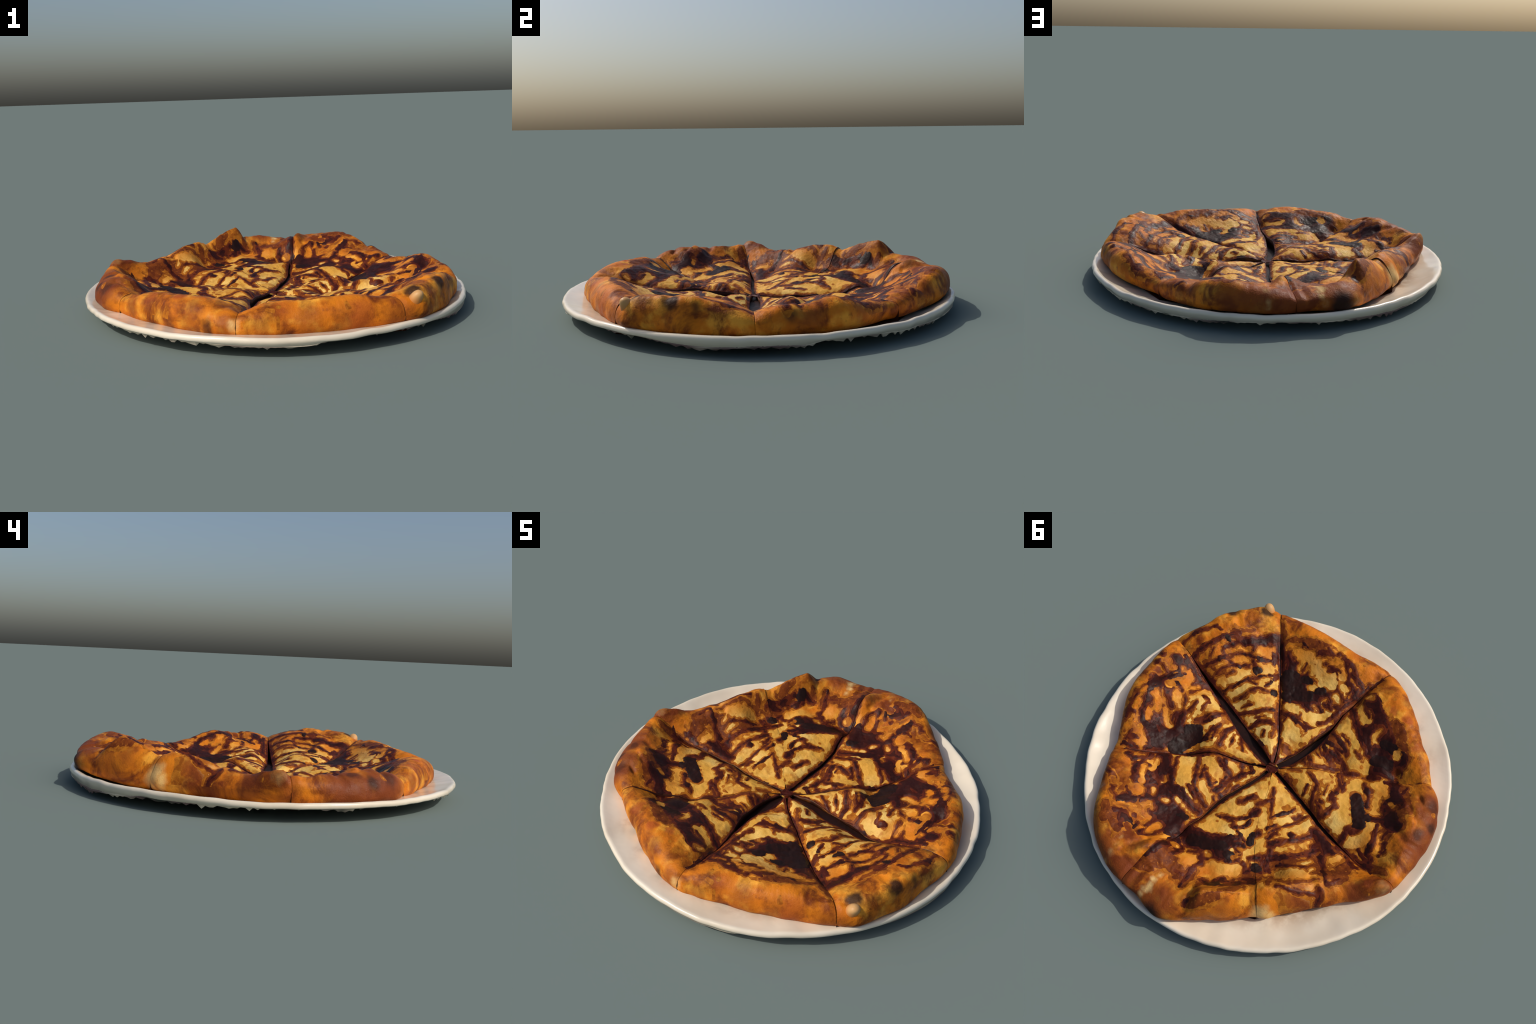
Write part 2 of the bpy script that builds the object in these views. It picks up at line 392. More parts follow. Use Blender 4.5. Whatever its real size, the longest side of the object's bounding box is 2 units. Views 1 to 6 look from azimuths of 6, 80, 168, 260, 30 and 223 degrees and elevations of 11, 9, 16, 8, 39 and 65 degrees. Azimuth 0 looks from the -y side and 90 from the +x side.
        ("bare", 0.041, [(0.374, -0.609), (0.321, -0.634), (0.302, -0.581)]),
        ("bare", 0.014, [(0.302, -0.581), (0.286, -0.557)]),
        ("bare", 0.045, [(0.249, -0.63), (0.23, -0.604), (0.146, -0.621), (0.112, -0.603)]),
        ("bare", 0.027, [(0.23, -0.671), (0.16, -0.711), (0.112, -0.688), (0.081, -0.666)]),
        ("bare", 0.025, [(0.161, -0.568), (0.151, -0.567)]),
        ("bare", 0.025, [(0.188, -0.519), (0.176, -0.524)]),
        ("bare", 0.025, [(0.057, -0.633), (0.002, -0.62)]),
        ("bare", 0.014, [(0.037, -0.697), (-0.008, -0.687)]),
        ("bare", 0.031, [(0.038, -0.564), (0.008, -0.55), (0.004, -0.512)]),
        ("bare", 0.023, [(0.066, -0.506), (0.014, -0.488)]),
        ("bare", 0.016, [(0.096, -0.45), (0.022, -0.432)]),
        ("bare", 0.031, [(0.202, -0.342), (0.138, -0.373), (0.072, -0.374), (0.012, -0.382)]),
        ("bare", 0.056, [(0.128, -0.251), (0.053, -0.236)]),
        ("bare", 0.023, [(0.071, -0.135), (0.055, -0.128)]),
        ("bare", 0.018, [(0.235, -0.735), (0.209, -0.743)]),
        ("bare", 0.029, [(0.059, -0.736), (0.038, -0.741)]),
        ("bare", 0.007, [(0.246, -0.396), (0.232, -0.411)]),
        ("bare", 0.018, [(0.073, -0.323), (0.018, -0.302)]),
        ("bare", 0.021, [(0.433, -0.607), (0.391, -0.643)]),
        ("pool", 0.053, [(0.31, -0.486), (0.249, -0.442)]),
        ("pool", 0.036, [(0.247, -0.397), (0.161, -0.465)]),
        ("pool", 0.024, [(0.256, -0.527), (0.218, -0.541)]),
        ("pool", 0.024, [(0.143, -0.516), (0.114, -0.547)]),
        ("bare", 0.024, [(0.188, -0.519), (0.176, -0.524)]),
        ("bare", 0.007, [(0.246, -0.396), (0.232, -0.411)]),
        ("pour", 0.011, [(0.208, -0.661), (0.203, -0.661)]),
        ("pour", 0.013, [(0.166, -0.649), (0.149, -0.658)]),
        ("pour", 0.009, [(0.343, -0.571), (0.4, -0.574)]),
        ("pour", 0.013, [(0.191, -0.743), (0.188, -0.744)]),
        ("pour", 0.009, [(0.328, -0.726), (0.31, -0.716)]),
        ("pour", 0.016, [(0.151, -0.744), (0.097, -0.749), (0.034, -0.729)]),
        ("pour", 0.019, [(0.052, -0.713), (-0.029, -0.711)]),
        ("pour", 0.012, [(0.256, -0.73), (0.205, -0.721)]),
        ("pour", 0.011, [(-0.04, -0.708), (-0.046, -0.711)]),
        ("pour", 0.012, [(0.214, -0.295), (0.163, -0.32), (0.104, -0.321), (0.024, -0.324)]),
        ("pour", 0.012, [(-0.049, -0.742), (-0.043, -0.619), (-0.031, -0.493), (-0.022, -0.416)]),
        ("pour", 0.008, [(0.057, -0.522), (0.022, -0.504)]),
        ("pour", 0.012, [(0.141, -0.187), (0.086, -0.175), (0.04, -0.097)]),
        ("pour", 0.011, [(-0.0, -0.395), (-0.017, -0.421)]),
        ("pour", 0.009, [(0.117, -0.308), (0.068, -0.318), (0.018, -0.31)]),
        ("wash", 0.018, [(0.205, -0.252), (0.127, -0.216)]),
        ("pour", 0.011, [(0.061, -0.501), (0.009, -0.5)]),
        ("pour", 0.011, [(0.009, -0.525), (-0.035, -0.541)]),
        ("pour", 0.006, [(0.286, -0.658), (0.273, -0.688)]),
        ("pour", 0.007, [(0.149, -0.674), (0.11, -0.677)]),
        ("pour", 0.006, [(0.295, -0.6), (0.291, -0.562)]),
        ("pour", 0.007, [(0.078, -0.57), (0.059, -0.601)]),
        ("pour", 0.006, [(-0.011, -0.599), (-0.003, -0.641)]),
        ("pour", 0.006, [(0.111, -0.371), (0.09, -0.315)]),
        ("pour", 0.006, [(0.158, -0.306), (0.154, -0.268)]),
        ("wash", 0.021, [(0.471, -0.619), (0.412, -0.664)]),
        ("wash", 0.018, [(0.344, -0.715), (0.266, -0.741)]),
    ],
    "front_left_wedge": [
        ("pour", 0.040, [(-0.125, -0.681), (-0.198, -0.635)]),
        ("pour", 0.021, [(-0.042, -0.603), (-0.119, -0.554), (-0.207, -0.492), (-0.277, -0.451)]),
        ("pour", 0.040, [(-0.198, -0.635), (-0.279, -0.597), (-0.361, -0.552), (-0.446, -0.48)]),
        ("pour", 0.042, [(-0.232, -0.54), (-0.335, -0.466)]),
        ("pour", 0.027, [(-0.339, -0.453), (-0.414, -0.431)]),
        ("pour", 0.024, [(-0.469, -0.534), (-0.507, -0.511)]),
        ("wash", 0.028, [(-0.315, -0.642), (-0.4, -0.591), (-0.499, -0.542)]),
        ("bare", 0.031, [(-0.104, -0.621), (-0.157, -0.597), (-0.193, -0.571)]),
        ("bare", 0.018, [(-0.291, -0.571), (-0.292, -0.517), (-0.332, -0.494), (-0.361, -0.483)]),
        ("bare", 0.025, [(-0.099, -0.685), (-0.118, -0.689)]),
        ("bare", 0.025, [(-0.437, -0.521), (-0.445, -0.52)]),
        ("pour", 0.015, [(-0.047, -0.451), (-0.065, -0.415), (-0.179, -0.386), (-0.247, -0.358)]),
        ("pour", 0.009, [(-0.07, -0.34), (-0.154, -0.345), (-0.212, -0.352)]),
        ("pour", 0.016, [(-0.059, -0.361), (-0.07, -0.306)]),
        ("pour", 0.012, [(-0.122, -0.31), (-0.185, -0.288), (-0.216, -0.256)]),
        ("pour", 0.013, [(-0.03, -0.262), (-0.041, -0.217)]),
        ("pour", 0.008, [(-0.102, -0.297), (-0.143, -0.272)]),
        ("pour", 0.016, [(-0.031, -0.492), (-0.035, -0.42)]),
        ("wash", 0.026, [(-0.049, -0.388), (-0.127, -0.372), (-0.2, -0.364)]),
        ("wash", 0.015, [(-0.032, -0.202), (-0.119, -0.194)]),
        ("pour", 0.016, [(-0.218, -0.546), (-0.242, -0.554)]),
        ("pour", 0.024, [(-0.122, -0.651), (-0.18, -0.638)]),
        ("pour", 0.016, [(-0.034, -0.593), (-0.035, -0.626)]),
        ("wash", 0.028, [(-0.061, -0.688), (-0.057, -0.606)]),
        ("pool", 0.027, [(-0.359, -0.531), (-0.403, -0.533)]),
        ("pour", 0.011, [(-0.174, -0.341), (-0.244, -0.311)]),
        ("pour", 0.045, [(-0.359, -0.474), (-0.434, -0.492), (-0.478, -0.51)]),
        ("pour", 0.034, [(-0.417, -0.404), (-0.51, -0.461)]),
        ("pour", 0.019, [(-0.169, -0.312), (-0.253, -0.311), (-0.299, -0.287)]),
        ("pour", 0.012, [(-0.143, -0.289), (-0.203, -0.269)]),
        ("pour", 0.011, [(-0.095, -0.212), (-0.147, -0.181)]),
        ("wash", 0.026, [(-0.519, -0.507), (-0.495, -0.545)]),
        ("pour", 0.013, [(-0.244, -0.303), (-0.202, -0.313)]),
        ("pool", 0.029, [(-0.381, -0.442), (-0.444, -0.458)]),
        ("bare", 0.024, [(-0.441, -0.524), (-0.451, -0.517)]),
        ("bare", 0.016, [(-0.511, -0.467), (-0.523, -0.463)]),
        ("wash", 0.013, [(-0.07, -0.078), (-0.13, -0.117)]),
        ("pour", 0.008, [(-0.077, -0.112), (-0.063, -0.153)]),
        ("pour", 0.012, [(-0.065, -0.226), (-0.101, -0.164)]),
        ("pour", 0.010, [(-0.172, -0.19), (-0.21, -0.219), (-0.266, -0.264)]),
        ("wash", 0.018, [(-0.085, -0.206), (-0.139, -0.173)]),
        ("wash", 0.023, [(-0.168, -0.28), (-0.232, -0.264)]),
        ("pour", 0.013, [(-0.143, -0.281), (-0.216, -0.264)]),
        ("wash", 0.031, [(-0.431, -0.414), (-0.499, -0.469)]),
        ("pour", 0.008, [(-0.153, -0.43), (-0.209, -0.405)]),
        ("pour", 0.007, [(-0.267, -0.403), (-0.322, -0.387)]),
        ("pour", 0.007, [(-0.102, -0.264), (-0.149, -0.248)]),
        ("pour", 0.006, [(-0.067, -0.183), (-0.126, -0.162)]),
        ("pour", 0.007, [(-0.269, -0.558), (-0.229, -0.577)]),
        ("pour", 0.008, [(-0.37, -0.504), (-0.417, -0.487)]),
        ("pour", 0.007, [(-0.129, -0.619), (-0.187, -0.597)]),
        ("wash", 0.023, [(-0.346, -0.65), (-0.422, -0.607)]),
        ("wash", 0.023, [(-0.476, -0.565), (-0.509, -0.524)]),
    ],
    "left_wedge": [
        ("pour", 0.040, [(-0.543, -0.392), (-0.588, -0.346), (-0.646, -0.316)]),
        ("pour", 0.037, [(-0.612, -0.271), (-0.663, -0.217), (-0.712, -0.201)]),
        ("pour", 0.016, [(-0.428, -0.301), (-0.497, -0.267), (-0.522, -0.214)]),
        ("pour", 0.021, [(-0.594, -0.174), (-0.641, -0.203)]),
        ("pour", 0.019, [(-0.42, -0.355), (-0.465, -0.379)]),
        ("wash", 0.041, [(-0.592, -0.384), (-0.681, -0.288)]),
        ("wash", 0.038, [(-0.709, -0.211), (-0.702, -0.134)]),
        ("bare", 0.035, [(-0.498, -0.354), (-0.526, -0.294)]),
        ("bare", 0.031, [(-0.538, -0.265), (-0.593, -0.236)]),
        ("bare", 0.029, [(-0.5, -0.375), (-0.552, -0.322)]),
        ("pool", 0.031, [(-0.454, -0.208), (-0.507, -0.163), (-0.562, -0.11)]),
        ("pool", 0.022, [(-0.553, -0.153), (-0.578, -0.159)]),
        ("pour", 0.019, [(-0.561, -0.086), (-0.574, -0.097)]),
        ("pour", 0.012, [(-0.175, -0.137), (-0.246, -0.121), (-0.292, -0.041), (-0.311, -0.015)]),
        ("pour", 0.012, [(-0.293, -0.242), (-0.343, -0.204), (-0.356, -0.132), (-0.403, -0.098), (-0.398, -0.037), (-0.372, 0.015)]),
        ("pour", 0.019, [(-0.374, 0.021), (-0.384, 0.019)]),
        ("pour", 0.012, [(-0.324, -0.066), (-0.345, -0.06)]),
        ("pour", 0.021, [(-0.247, 0.009), (-0.312, 0.027)]),
        ("pour", 0.017, [(-0.541, -0.06), (-0.554, 0.002), (-0.558, 0.063)]),
        ("pour", 0.016, [(-0.641, -0.162), (-0.69, -0.065), (-0.701, -0.016), (-0.744, -0.009)]),
        ("pour", 0.013, [(-0.734, -0.114), (-0.744, -0.062)]),
        ("pour", 0.019, [(-0.657, 0.037), (-0.726, 0.033), (-0.768, 0.034)]),
        ("pour", 0.016, [(-0.506, 0.039), (-0.565, 0.053), (-0.649, 0.044)]),
        ("pour", 0.016, [(-0.408, 0.026), (-0.507, 0.048)]),
        ("pour", 0.011, [(-0.284, -0.253), (-0.365, -0.321)]),
        ("pour", 0.013, [(-0.087, -0.036), (-0.146, -0.019)]),
        ("wash", 0.023, [(-0.084, -0.047), (-0.147, -0.026)]),
        ("pour", 0.016, [(-0.565, -0.05), (-0.586, -0.084)]),
        ("pour", 0.011, [(-0.338, -0.151), (-0.366, -0.104)]),
        ("bare", 0.014, [(-0.609, -0.297), (-0.642, -0.285)]),
        ("bare", 0.016, [(-0.695, -0.129), (-0.724, -0.06)]),
        ("pour", 0.016, [(-0.598, -0.262), (-0.628, -0.236)]),
        ("pour", 0.016, [(-0.654, -0.204), (-0.71, -0.217)]),
        ("wash", 0.023, [(-0.79, 0.021), (-0.846, 0.021)]),
        ("wash", 0.021, [(-0.303, -0.022), (-0.297, -0.093)]),
        ("pour", 0.011, [(-0.31, -0.047), (-0.357, -0.031), (-0.374, 0.001)]),
        ("pour", 0.011, [(-0.32, -0.013), (-0.33, 0.02)]),
        ("wash", 0.026, [(-0.569, -0.414), (-0.644, -0.381)]),
        ("wash", 0.026, [(-0.684, -0.261), (-0.719, -0.215)]),
        ("pour", 0.016, [(-0.499, -0.385), (-0.573, -0.417)]),
        ("pour", 0.011, [(-0.656, -0.002), (-0.773, 0.015)]),
        ("pour", 0.010, [(-0.704, -0.179), (-0.713, -0.121)]),
        ("wash", 0.013, [(-0.238, -0.121), (-0.311, -0.079)]),
        ("pour", 0.008, [(-0.283, -0.271), (-0.337, -0.229)]),
        ("pour", 0.011, [(-0.614, -0.366), (-0.613, -0.419)]),
        ("pour", 0.010, [(-0.577, -0.294), (-0.593, -0.244)]),
        ("pour", 0.009, [(-0.559, -0.001), (-0.556, 0.043)]),
        ("wash", 0.026, [(-0.64, -0.368), (-0.711, -0.309)]),
        ("wash", 0.031, [(-0.658, -0.278), (-0.732, -0.222)]),
        ("pour", 0.008, [(-0.755, -0.042), (-0.758, -0.086)]),
        ("pour", 0.006, [(-0.314, -0.108), (-0.3, -0.157)]),
        ("pour", 0.007, [(-0.217, -0.077), (-0.233, -0.029)]),
        ("pour", 0.008, [(-0.345, -0.238), (-0.37, -0.184)]),
        ("wash", 0.026, [(-0.743, 0.02), (-0.803, 0.022)]),
    ],
    "back_left_wedge": [
        ("pour", 0.029, [(-0.427, 0.071), (-0.519, 0.104), (-0.579, 0.136)]),
        ("wash", 0.038, [(-0.575, 0.157), (-0.68, 0.108), (-0.666, 0.179)]),
        ("pour", 0.021, [(-0.565, 0.054), (-0.698, 0.088)]),
        ("wash", 0.041, [(-0.387, 0.382), (-0.517, 0.258), (-0.612, 0.223)]),
        ("pour", 0.012, [(-0.427, 0.096), (-0.395, 0.17), (-0.364, 0.219), (-0.318, 0.299)]),
        ("pour", 0.017, [(-0.516, 0.133), (-0.46, 0.238), (-0.411, 0.306), (-0.363, 0.374)]),
        ("pour", 0.016, [(-0.478, 0.124), (-0.5, 0.198)]),
        ("wash", 0.015, [(-0.645, 0.238), (-0.726, 0.166)]),
        ("pour", 0.019, [(-0.538, 0.156), (-0.616, 0.22)]),
        ("bare", 0.037, [(-0.595, 0.138), (-0.613, 0.091)]),
        ("bare", 0.025, [(-0.641, 0.131), (-0.61, 0.162)]),
        ("bare", 0.025, [(-0.457, 0.39), (-0.484, 0.357), (-0.529, 0.311)]),
        ("bare", 0.016, [(-0.511, 0.275), (-0.526, 0.235), (-0.527, 0.186)]),
        ("bare", 0.011, [(-0.576, 0.291), (-0.574, 0.247)]),
        ("bare", 0.018, [(-0.667, 0.222), (-0.708, 0.144)]),
        ("pour", 0.013, [(-0.296, 0.092), (-0.303, 0.091)]),
        ("pour", 0.005, [(-0.334, 0.024), (-0.323, 0.07), (-0.308, 0.138), (-0.28, 0.214), (-0.267, 0.257)]),
        ("pour", 0.006, [(-0.262, 0.058), (-0.235, 0.128), (-0.211, 0.186)]),
        ("pour", 0.016, [(-0.357, 0.188), (-0.363, 0.178)]),
        ("pour", 0.012, [(-0.585, 0.184), (-0.673, 0.268)]),
        ("pour", 0.012, [(-0.515, 0.465), (-0.604, 0.405), (-0.676, 0.34)]),
        ("pour", 0.016, [(-0.674, 0.308), (-0.713, 0.371)]),
        ("pour", 0.009, [(-0.677, 0.273), (-0.705, 0.199)]),
        ("pour", 0.016, [(-0.334, 0.323), (-0.404, 0.415)]),
        ("pour", 0.013, [(-0.344, 0.386), (-0.424, 0.404)]),
        ("pour", 0.011, [(-0.423, 0.357), (-0.471, 0.313), (-0.514, 0.295)]),
        ("wash", 0.015, [(-0.416, 0.457), (-0.544, 0.405), (-0.632, 0.28)]),
        ("pour", 0.019, [(-0.312, 0.305), (-0.344, 0.257)]),
        ("pour", 0.016, [(-0.354, 0.361), (-0.376, 0.321)]),
        ("pour", 0.013, [(-0.293, 0.238), (-0.283, 0.275)]),
        ("wash", 0.051, [(-0.569, 0.109), (-0.669, 0.122)]),
        ("wash", 0.036, [(-0.618, 0.231), (-0.708, 0.186)]),
        ("pour", 0.016, [(-0.46, 0.073), (-0.527, 0.096), (-0.61, 0.105)]),
        ("pour", 0.010, [(-0.639, 0.069), (-0.714, 0.08)]),
        ("wash", 0.031, [(-0.513, 0.162), (-0.564, 0.185)]),
        ("pour", 0.011, [(-0.364, 0.406), (-0.374, 0.355)]),
        ("pour", 0.010, [(-0.432, 0.335), (-0.503, 0.315), (-0.543, 0.262)]),
        ("pour", 0.019, [(-0.357, 0.431), (-0.39, 0.44)]),
        ("pour", 0.006, [(-0.301, 0.048), (-0.311, 0.091)]),
        ("pour", 0.006, [(-0.259, 0.209), (-0.241, 0.247)]),
        ("wash", 0.021, [(-0.452, 0.431), (-0.485, 0.48)]),
        ("bare", 0.029, [(-0.604, 0.139), (-0.614, 0.1)]),
        ("bare", 0.024, [(-0.459, 0.385), (-0.521, 0.319)]),
    ],
    "back_wedge": [
        ("pour", 0.053, [(-0.001, 0.557), (-0.083, 0.517), (-0.166, 0.464)]),
        ("pour", 0.027, [(0.052, 0.563), (0.038, 0.535)]),
        ("pour", 0.034, [(-0.194, 0.506), (-0.281, 0.497), (-0.319, 0.48)]),
        ("pour", 0.037, [(-0.163, 0.536), (-0.112, 0.581)]),
        ("wash", 0.049, [(0.04, 0.787), (-0.01, 0.709), (-0.07, 0.734)]),
        ("wash", 0.036, [(0.006, 0.777), (0.054, 0.834)]),
        ("pour", 0.029, [(0.074, 0.782), (0.062, 0.713), (0.073, 0.631)]),
        ("pour", 0.027, [(0.055, 0.633), (0.003, 0.648)]),
        ("wash", 0.023, [(-0.213, 0.678), (-0.241, 0.726)]),
        ("wash", 0.041, [(-0.32, 0.556), (-0.4, 0.482)]),
        ("bare", 0.049, [(-0.08, 0.686), (-0.097, 0.639)]),
        ("bare", 0.025, [(-0.086, 0.706), (-0.117, 0.705)]),
        ("bare", 0.045, [(-0.203, 0.588), (-0.259, 0.566), (-0.29, 0.529)]),
        ("bare", 0.033, [(-0.245, 0.612), (-0.278, 0.577)]),
        ("bare", 0.029, [(-0.174, 0.65), (-0.194, 0.654)]),
        ("bare", 0.025, [(-0.214, 0.457), (-0.235, 0.461)]),
        ("bare", 0.021, [(-0.119, 0.565), (-0.134, 0.563)]),
        ("bare", 0.018, [(-0.282, 0.461), (-0.314, 0.46)]),
        ("pool", 0.031, [(-0.01, 0.557), (-0.083, 0.524), (-0.147, 0.484)]),
        ("pool", 0.022, [(-0.194, 0.497), (-0.226, 0.497)]),
        ("pool", 0.019, [(0.083, 0.833), (0.074, 0.782)]),
        ("pour", 0.016, [(0.07, 0.759), (0.063, 0.7)]),
        ("pour", 0.011, [(-0.136, 0.602), (-0.138, 0.675), (-0.163, 0.767)]),
        ("pour", 0.012, [(-0.094, 0.748), (-0.128, 0.736)]),
        ("pour", 0.016, [(-0.269, 0.668), (-0.295, 0.593)]),
        ("pour", 0.021, [(-0.219, 0.683), (-0.279, 0.675)]),
        ("pour", 0.016, [(-0.361, 0.535), (-0.424, 0.483)]),
        ("pour", 0.011, [(0.076, 0.886), (0.054, 0.834)]),
        ("pour", 0.015, [(-0.061, 0.162), (-0.025, 0.231)]),
        ("pour", 0.024, [(-0.133, 0.208), (-0.129, 0.251)]),
        ("pour", 0.012, [(-0.133, 0.256), (-0.085, 0.334), (-0.019, 0.367)]),
        ("pour", 0.013, [(-0.139, 0.117), (-0.106, 0.181)]),
        ("pour", 0.007, [(-0.007, 0.379), (-0.087, 0.352), (-0.136, 0.359)]),
        ("pour", 0.007, [(-0.099, 0.054), (-0.147, 0.117), (-0.196, 0.174)]),
        ("pool", 0.019, [(-0.223, 0.326), (-0.237, 0.371)]),
        ("pour", 0.016, [(-0.234, 0.298), (-0.227, 0.33)]),
        ("pour", 0.011, [(-0.136, 0.359), (-0.107, 0.37)]),
        ("pour", 0.016, [(0.024, 0.517), (-0.07, 0.489), (-0.141, 0.456), (-0.182, 0.395)]),
        ("pour", 0.007, [(-0.149, 0.372), (-0.217, 0.383)]),
        ("pour", 0.019, [(-0.164, 0.44), (-0.222, 0.403)]),
        ("wash", 0.010, [(-0.109, 0.08), (-0.242, 0.228)]),
        ("pool", 0.024, [(-0.352, 0.436), (-0.372, 0.44)]),
        ("pour", 0.016, [(-0.296, 0.428), (-0.341, 0.364)]),
        ("pour", 0.013, [(-0.32, 0.641), (-0.374, 0.562), (-0.418, 0.515)]),
        ("wash", 0.026, [(-0.286, 0.821), (-0.36, 0.708)]),
        ("pour", 0.013, [(-0.273, 0.838), (-0.27, 0.806)]),
        ("pour", 0.034, [(0.088, 0.813), (0.061, 0.754), (0.049, 0.686), (0.05, 0.624)]),
        ("pour", 0.015, [(0.13, 0.815), (0.141, 0.734), (0.116, 0.661)]),
        ("wash", 0.038, [(-0.008, 0.776), (-0.061, 0.726), (-0.117, 0.748)]),
        ("pour", 0.013, [(-0.108, 0.585), (-0.148, 0.627)]),
        ("pour", 0.013, [(-0.295, 0.473), (-0.346, 0.477)]),
        ("pool", 0.019, [(-0.279, 0.675), (-0.295, 0.642)]),
        ("pour", 0.012, [(-0.145, 0.667), (-0.164, 0.747), (-0.172, 0.794)]),
        ("pour", 0.010, [(-0.045, 0.618), (-0.087, 0.588)]),
        ("wash", 0.031, [(-0.153, 0.695), (-0.176, 0.771)]),
        ("wash", 0.028, [(-0.002, 0.828), (0.033, 0.852)]),
        ("pour", 0.013, [(-0.015, 0.713), (-0.024, 0.649)]),
        ("pour", 0.010, [(-0.275, 0.638), (-0.365, 0.553)]),
        ("wash", 0.023, [(-0.345, 0.675), (-0.404, 0.575)]),
        ("pour", 0.008, [(-0.205, 0.44), (-0.246, 0.449)]),
        ("bare", 0.016, [(0.042, 0.643), (0.011, 0.648)]),
        ("bare", 0.015, [(-0.237, 0.493), (-0.235, 0.461)]),
        ("pour", 0.008, [(-0.148, 0.269), (-0.16, 0.312)]),
        ("pour", 0.007, [(-0.146, 0.346), (-0.163, 0.3)]),
        ("bare", 0.021, [(-0.08, 0.686), (-0.1, 0.635)]),
        ("bare", 0.024, [(-0.211, 0.596), (-0.287, 0.541)]),
    ],
    "back_right_wedge": [
        ("pour", 0.064, [(0.445, 0.509), (0.366, 0.535), (0.256, 0.587)]),
        ("pour", 0.058, [(0.293, 0.511), (0.192, 0.542), (0.142, 0.541)]),
        ("pour", 0.058, [(0.194, 0.626), (0.115, 0.579)]),
        ("pour", 0.042, [(0.447, 0.347), (0.373, 0.427)]),
        ("pour", 0.032, [(0.355, 0.647), (0.38, 0.687)]),
        ("pour", 0.032, [(0.295, 0.742), (0.25, 0.76)]),
        ("pour", 0.016, [(0.351, 0.762), (0.315, 0.727)]),
        ("wash", 0.031, [(0.264, 0.806), (0.342, 0.77)]),
        ("pour", 0.024, [(0.171, 0.738), (0.129, 0.652)]),
        ("pour", 0.027, [(0.543, 0.485), (0.506, 0.402)]),
        ("pour", 0.029, [(0.363, 0.381), (0.292, 0.444), (0.234, 0.443), (0.156, 0.439), (0.097, 0.433)]),
        ("bare", 0.045, [(0.604, 0.544), (0.537, 0.546), (0.497, 0.579)]),
        ("bare", 0.033, [(0.495, 0.596), (0.432, 0.669)]),
        ("bare", 0.041, [(0.383, 0.604), (0.375, 0.59)]),
        ("bare", 0.018, [(0.453, 0.388), (0.424, 0.449)]),
        ("bare", 0.018, [(0.46, 0.469), (0.406, 0.542)]),
        ("bare", 0.033, [(0.311, 0.684), (0.277, 0.639), (0.271, 0.609)]),
        ("bare", 0.033, [(0.25, 0.662), (0.224, 0.656)]),
        ("bare", 0.025, [(0.242, 0.76), (0.205, 0.763)]),
        ("bare", 0.025, [(0.16, 0.695), (0.157, 0.643)]),
        ("bare", 0.018, [(0.363, 0.708), (0.353, 0.703)]),
        ("bare", 0.021, [(0.251, 0.519), (0.239, 0.514)]),
        ("bare", 0.014, [(0.355, 0.427), (0.334, 0.442)]),
        ("bare", 0.017, [(0.216, 0.467), (0.157, 0.469), (0.092, 0.459)]),
        ("bare", 0.021, [(0.561, 0.457), (0.531, 0.424)]),
        ("bare", 0.018, [(0.334, 0.52), (0.321, 0.546)]),
        ("pour", 0.013, [(0.576, 0.627), (0.527, 0.626), (0.445, 0.689)]),
        ("pour", 0.010, [(0.439, 0.693), (0.394, 0.696), (0.332, 0.612)]),
        ("pour", 0.016, [(0.444, 0.545), (0.435, 0.531)]),
        ("pour", 0.017, [(0.581, 0.49), (0.572, 0.476)]),
        ("pour", 0.013, [(0.272, 0.698), (0.267, 0.689)]),
        ("pour", 0.011, [(0.334, 0.769), (0.33, 0.727)]),
        ("pour", 0.013, [(0.26, 0.79), (0.249, 0.786)]),
        ("pour", 0.019, [(0.455, 0.356), (0.454, 0.327)]),
        ("pour", 0.013, [(0.288, 0.545), (0.256, 0.544)]),
        ("pool", 0.019, [(0.145, 0.524), (0.105, 0.499)]),
        ("pour", 0.012, [(0.323, 0.201), (0.286, 0.258), (0.221, 0.338), (0.165, 0.367), (0.12, 0.38)]),
        ("pour", 0.011, [(0.316, 0.206), (0.282, 0.141), (0.204, 0.077)]),
        ("pour", 0.011, [(0.224, 0.252), (0.147, 0.283)]),
        ("pour", 0.013, [(0.229, 0.142), (0.17, 0.159), (0.127, 0.16)]),
        ("pour", 0.019, [(0.115, 0.281), (0.114, 0.228)]),
        ("pour", 0.015, [(0.092, 0.153), (0.091, 0.105)]),
        ("pour", 0.012, [(0.147, 0.067), (0.112, 0.084)]),
        ("pour", 0.012, [(0.15, 0.374), (0.088, 0.378)]),
        ("pour", 0.019, [(0.079, 0.284), (0.031, 0.281)]),
        ("pour", 0.011, [(0.116, 0.032), (0.052, 0.061)]),
        ("pour", 0.006, [(0.072, 0.394), (0.041, 0.296)]),
        ("pour", 0.011, [(0.23, 0.33), (0.205, 0.346)]),
        ("pour", 0.016, [(0.049, 0.258), (0.009, 0.246)]),
        ("pour", 0.012, [(0.138, 0.174), (0.12, 0.246)]),
        ("wash", 0.015, [(0.232, 0.229), (0.151, 0.279)]),
        ("wash", 0.018, [(0.069, 0.27), (0.086, 0.206)]),
        ("wash", 0.013, [(0.165, 0.351), (0.108, 0.383)]),
        ("pour", 0.016, [(0.276, 0.428), (0.231, 0.415), (0.187, 0.441)]),
        ("pour", 0.013, [(0.122, 0.291), (0.112, 0.214), (0.111, 0.167), (0.067, 0.079)]),
        ("pour", 0.011, [(0.258, 0.229), (0.219, 0.294)]),
        ("pour", 0.010, [(0.212, 0.11), (0.185, 0.153)]),
        ("pour", 0.008, [(0.057, 0.218), (0.055, 0.172)]),
        ("pour", 0.011, [(0.296, 0.153), (0.329, 0.195)]),
        ("pour", 0.013, [(0.223, 0.375), (0.161, 0.387)]),
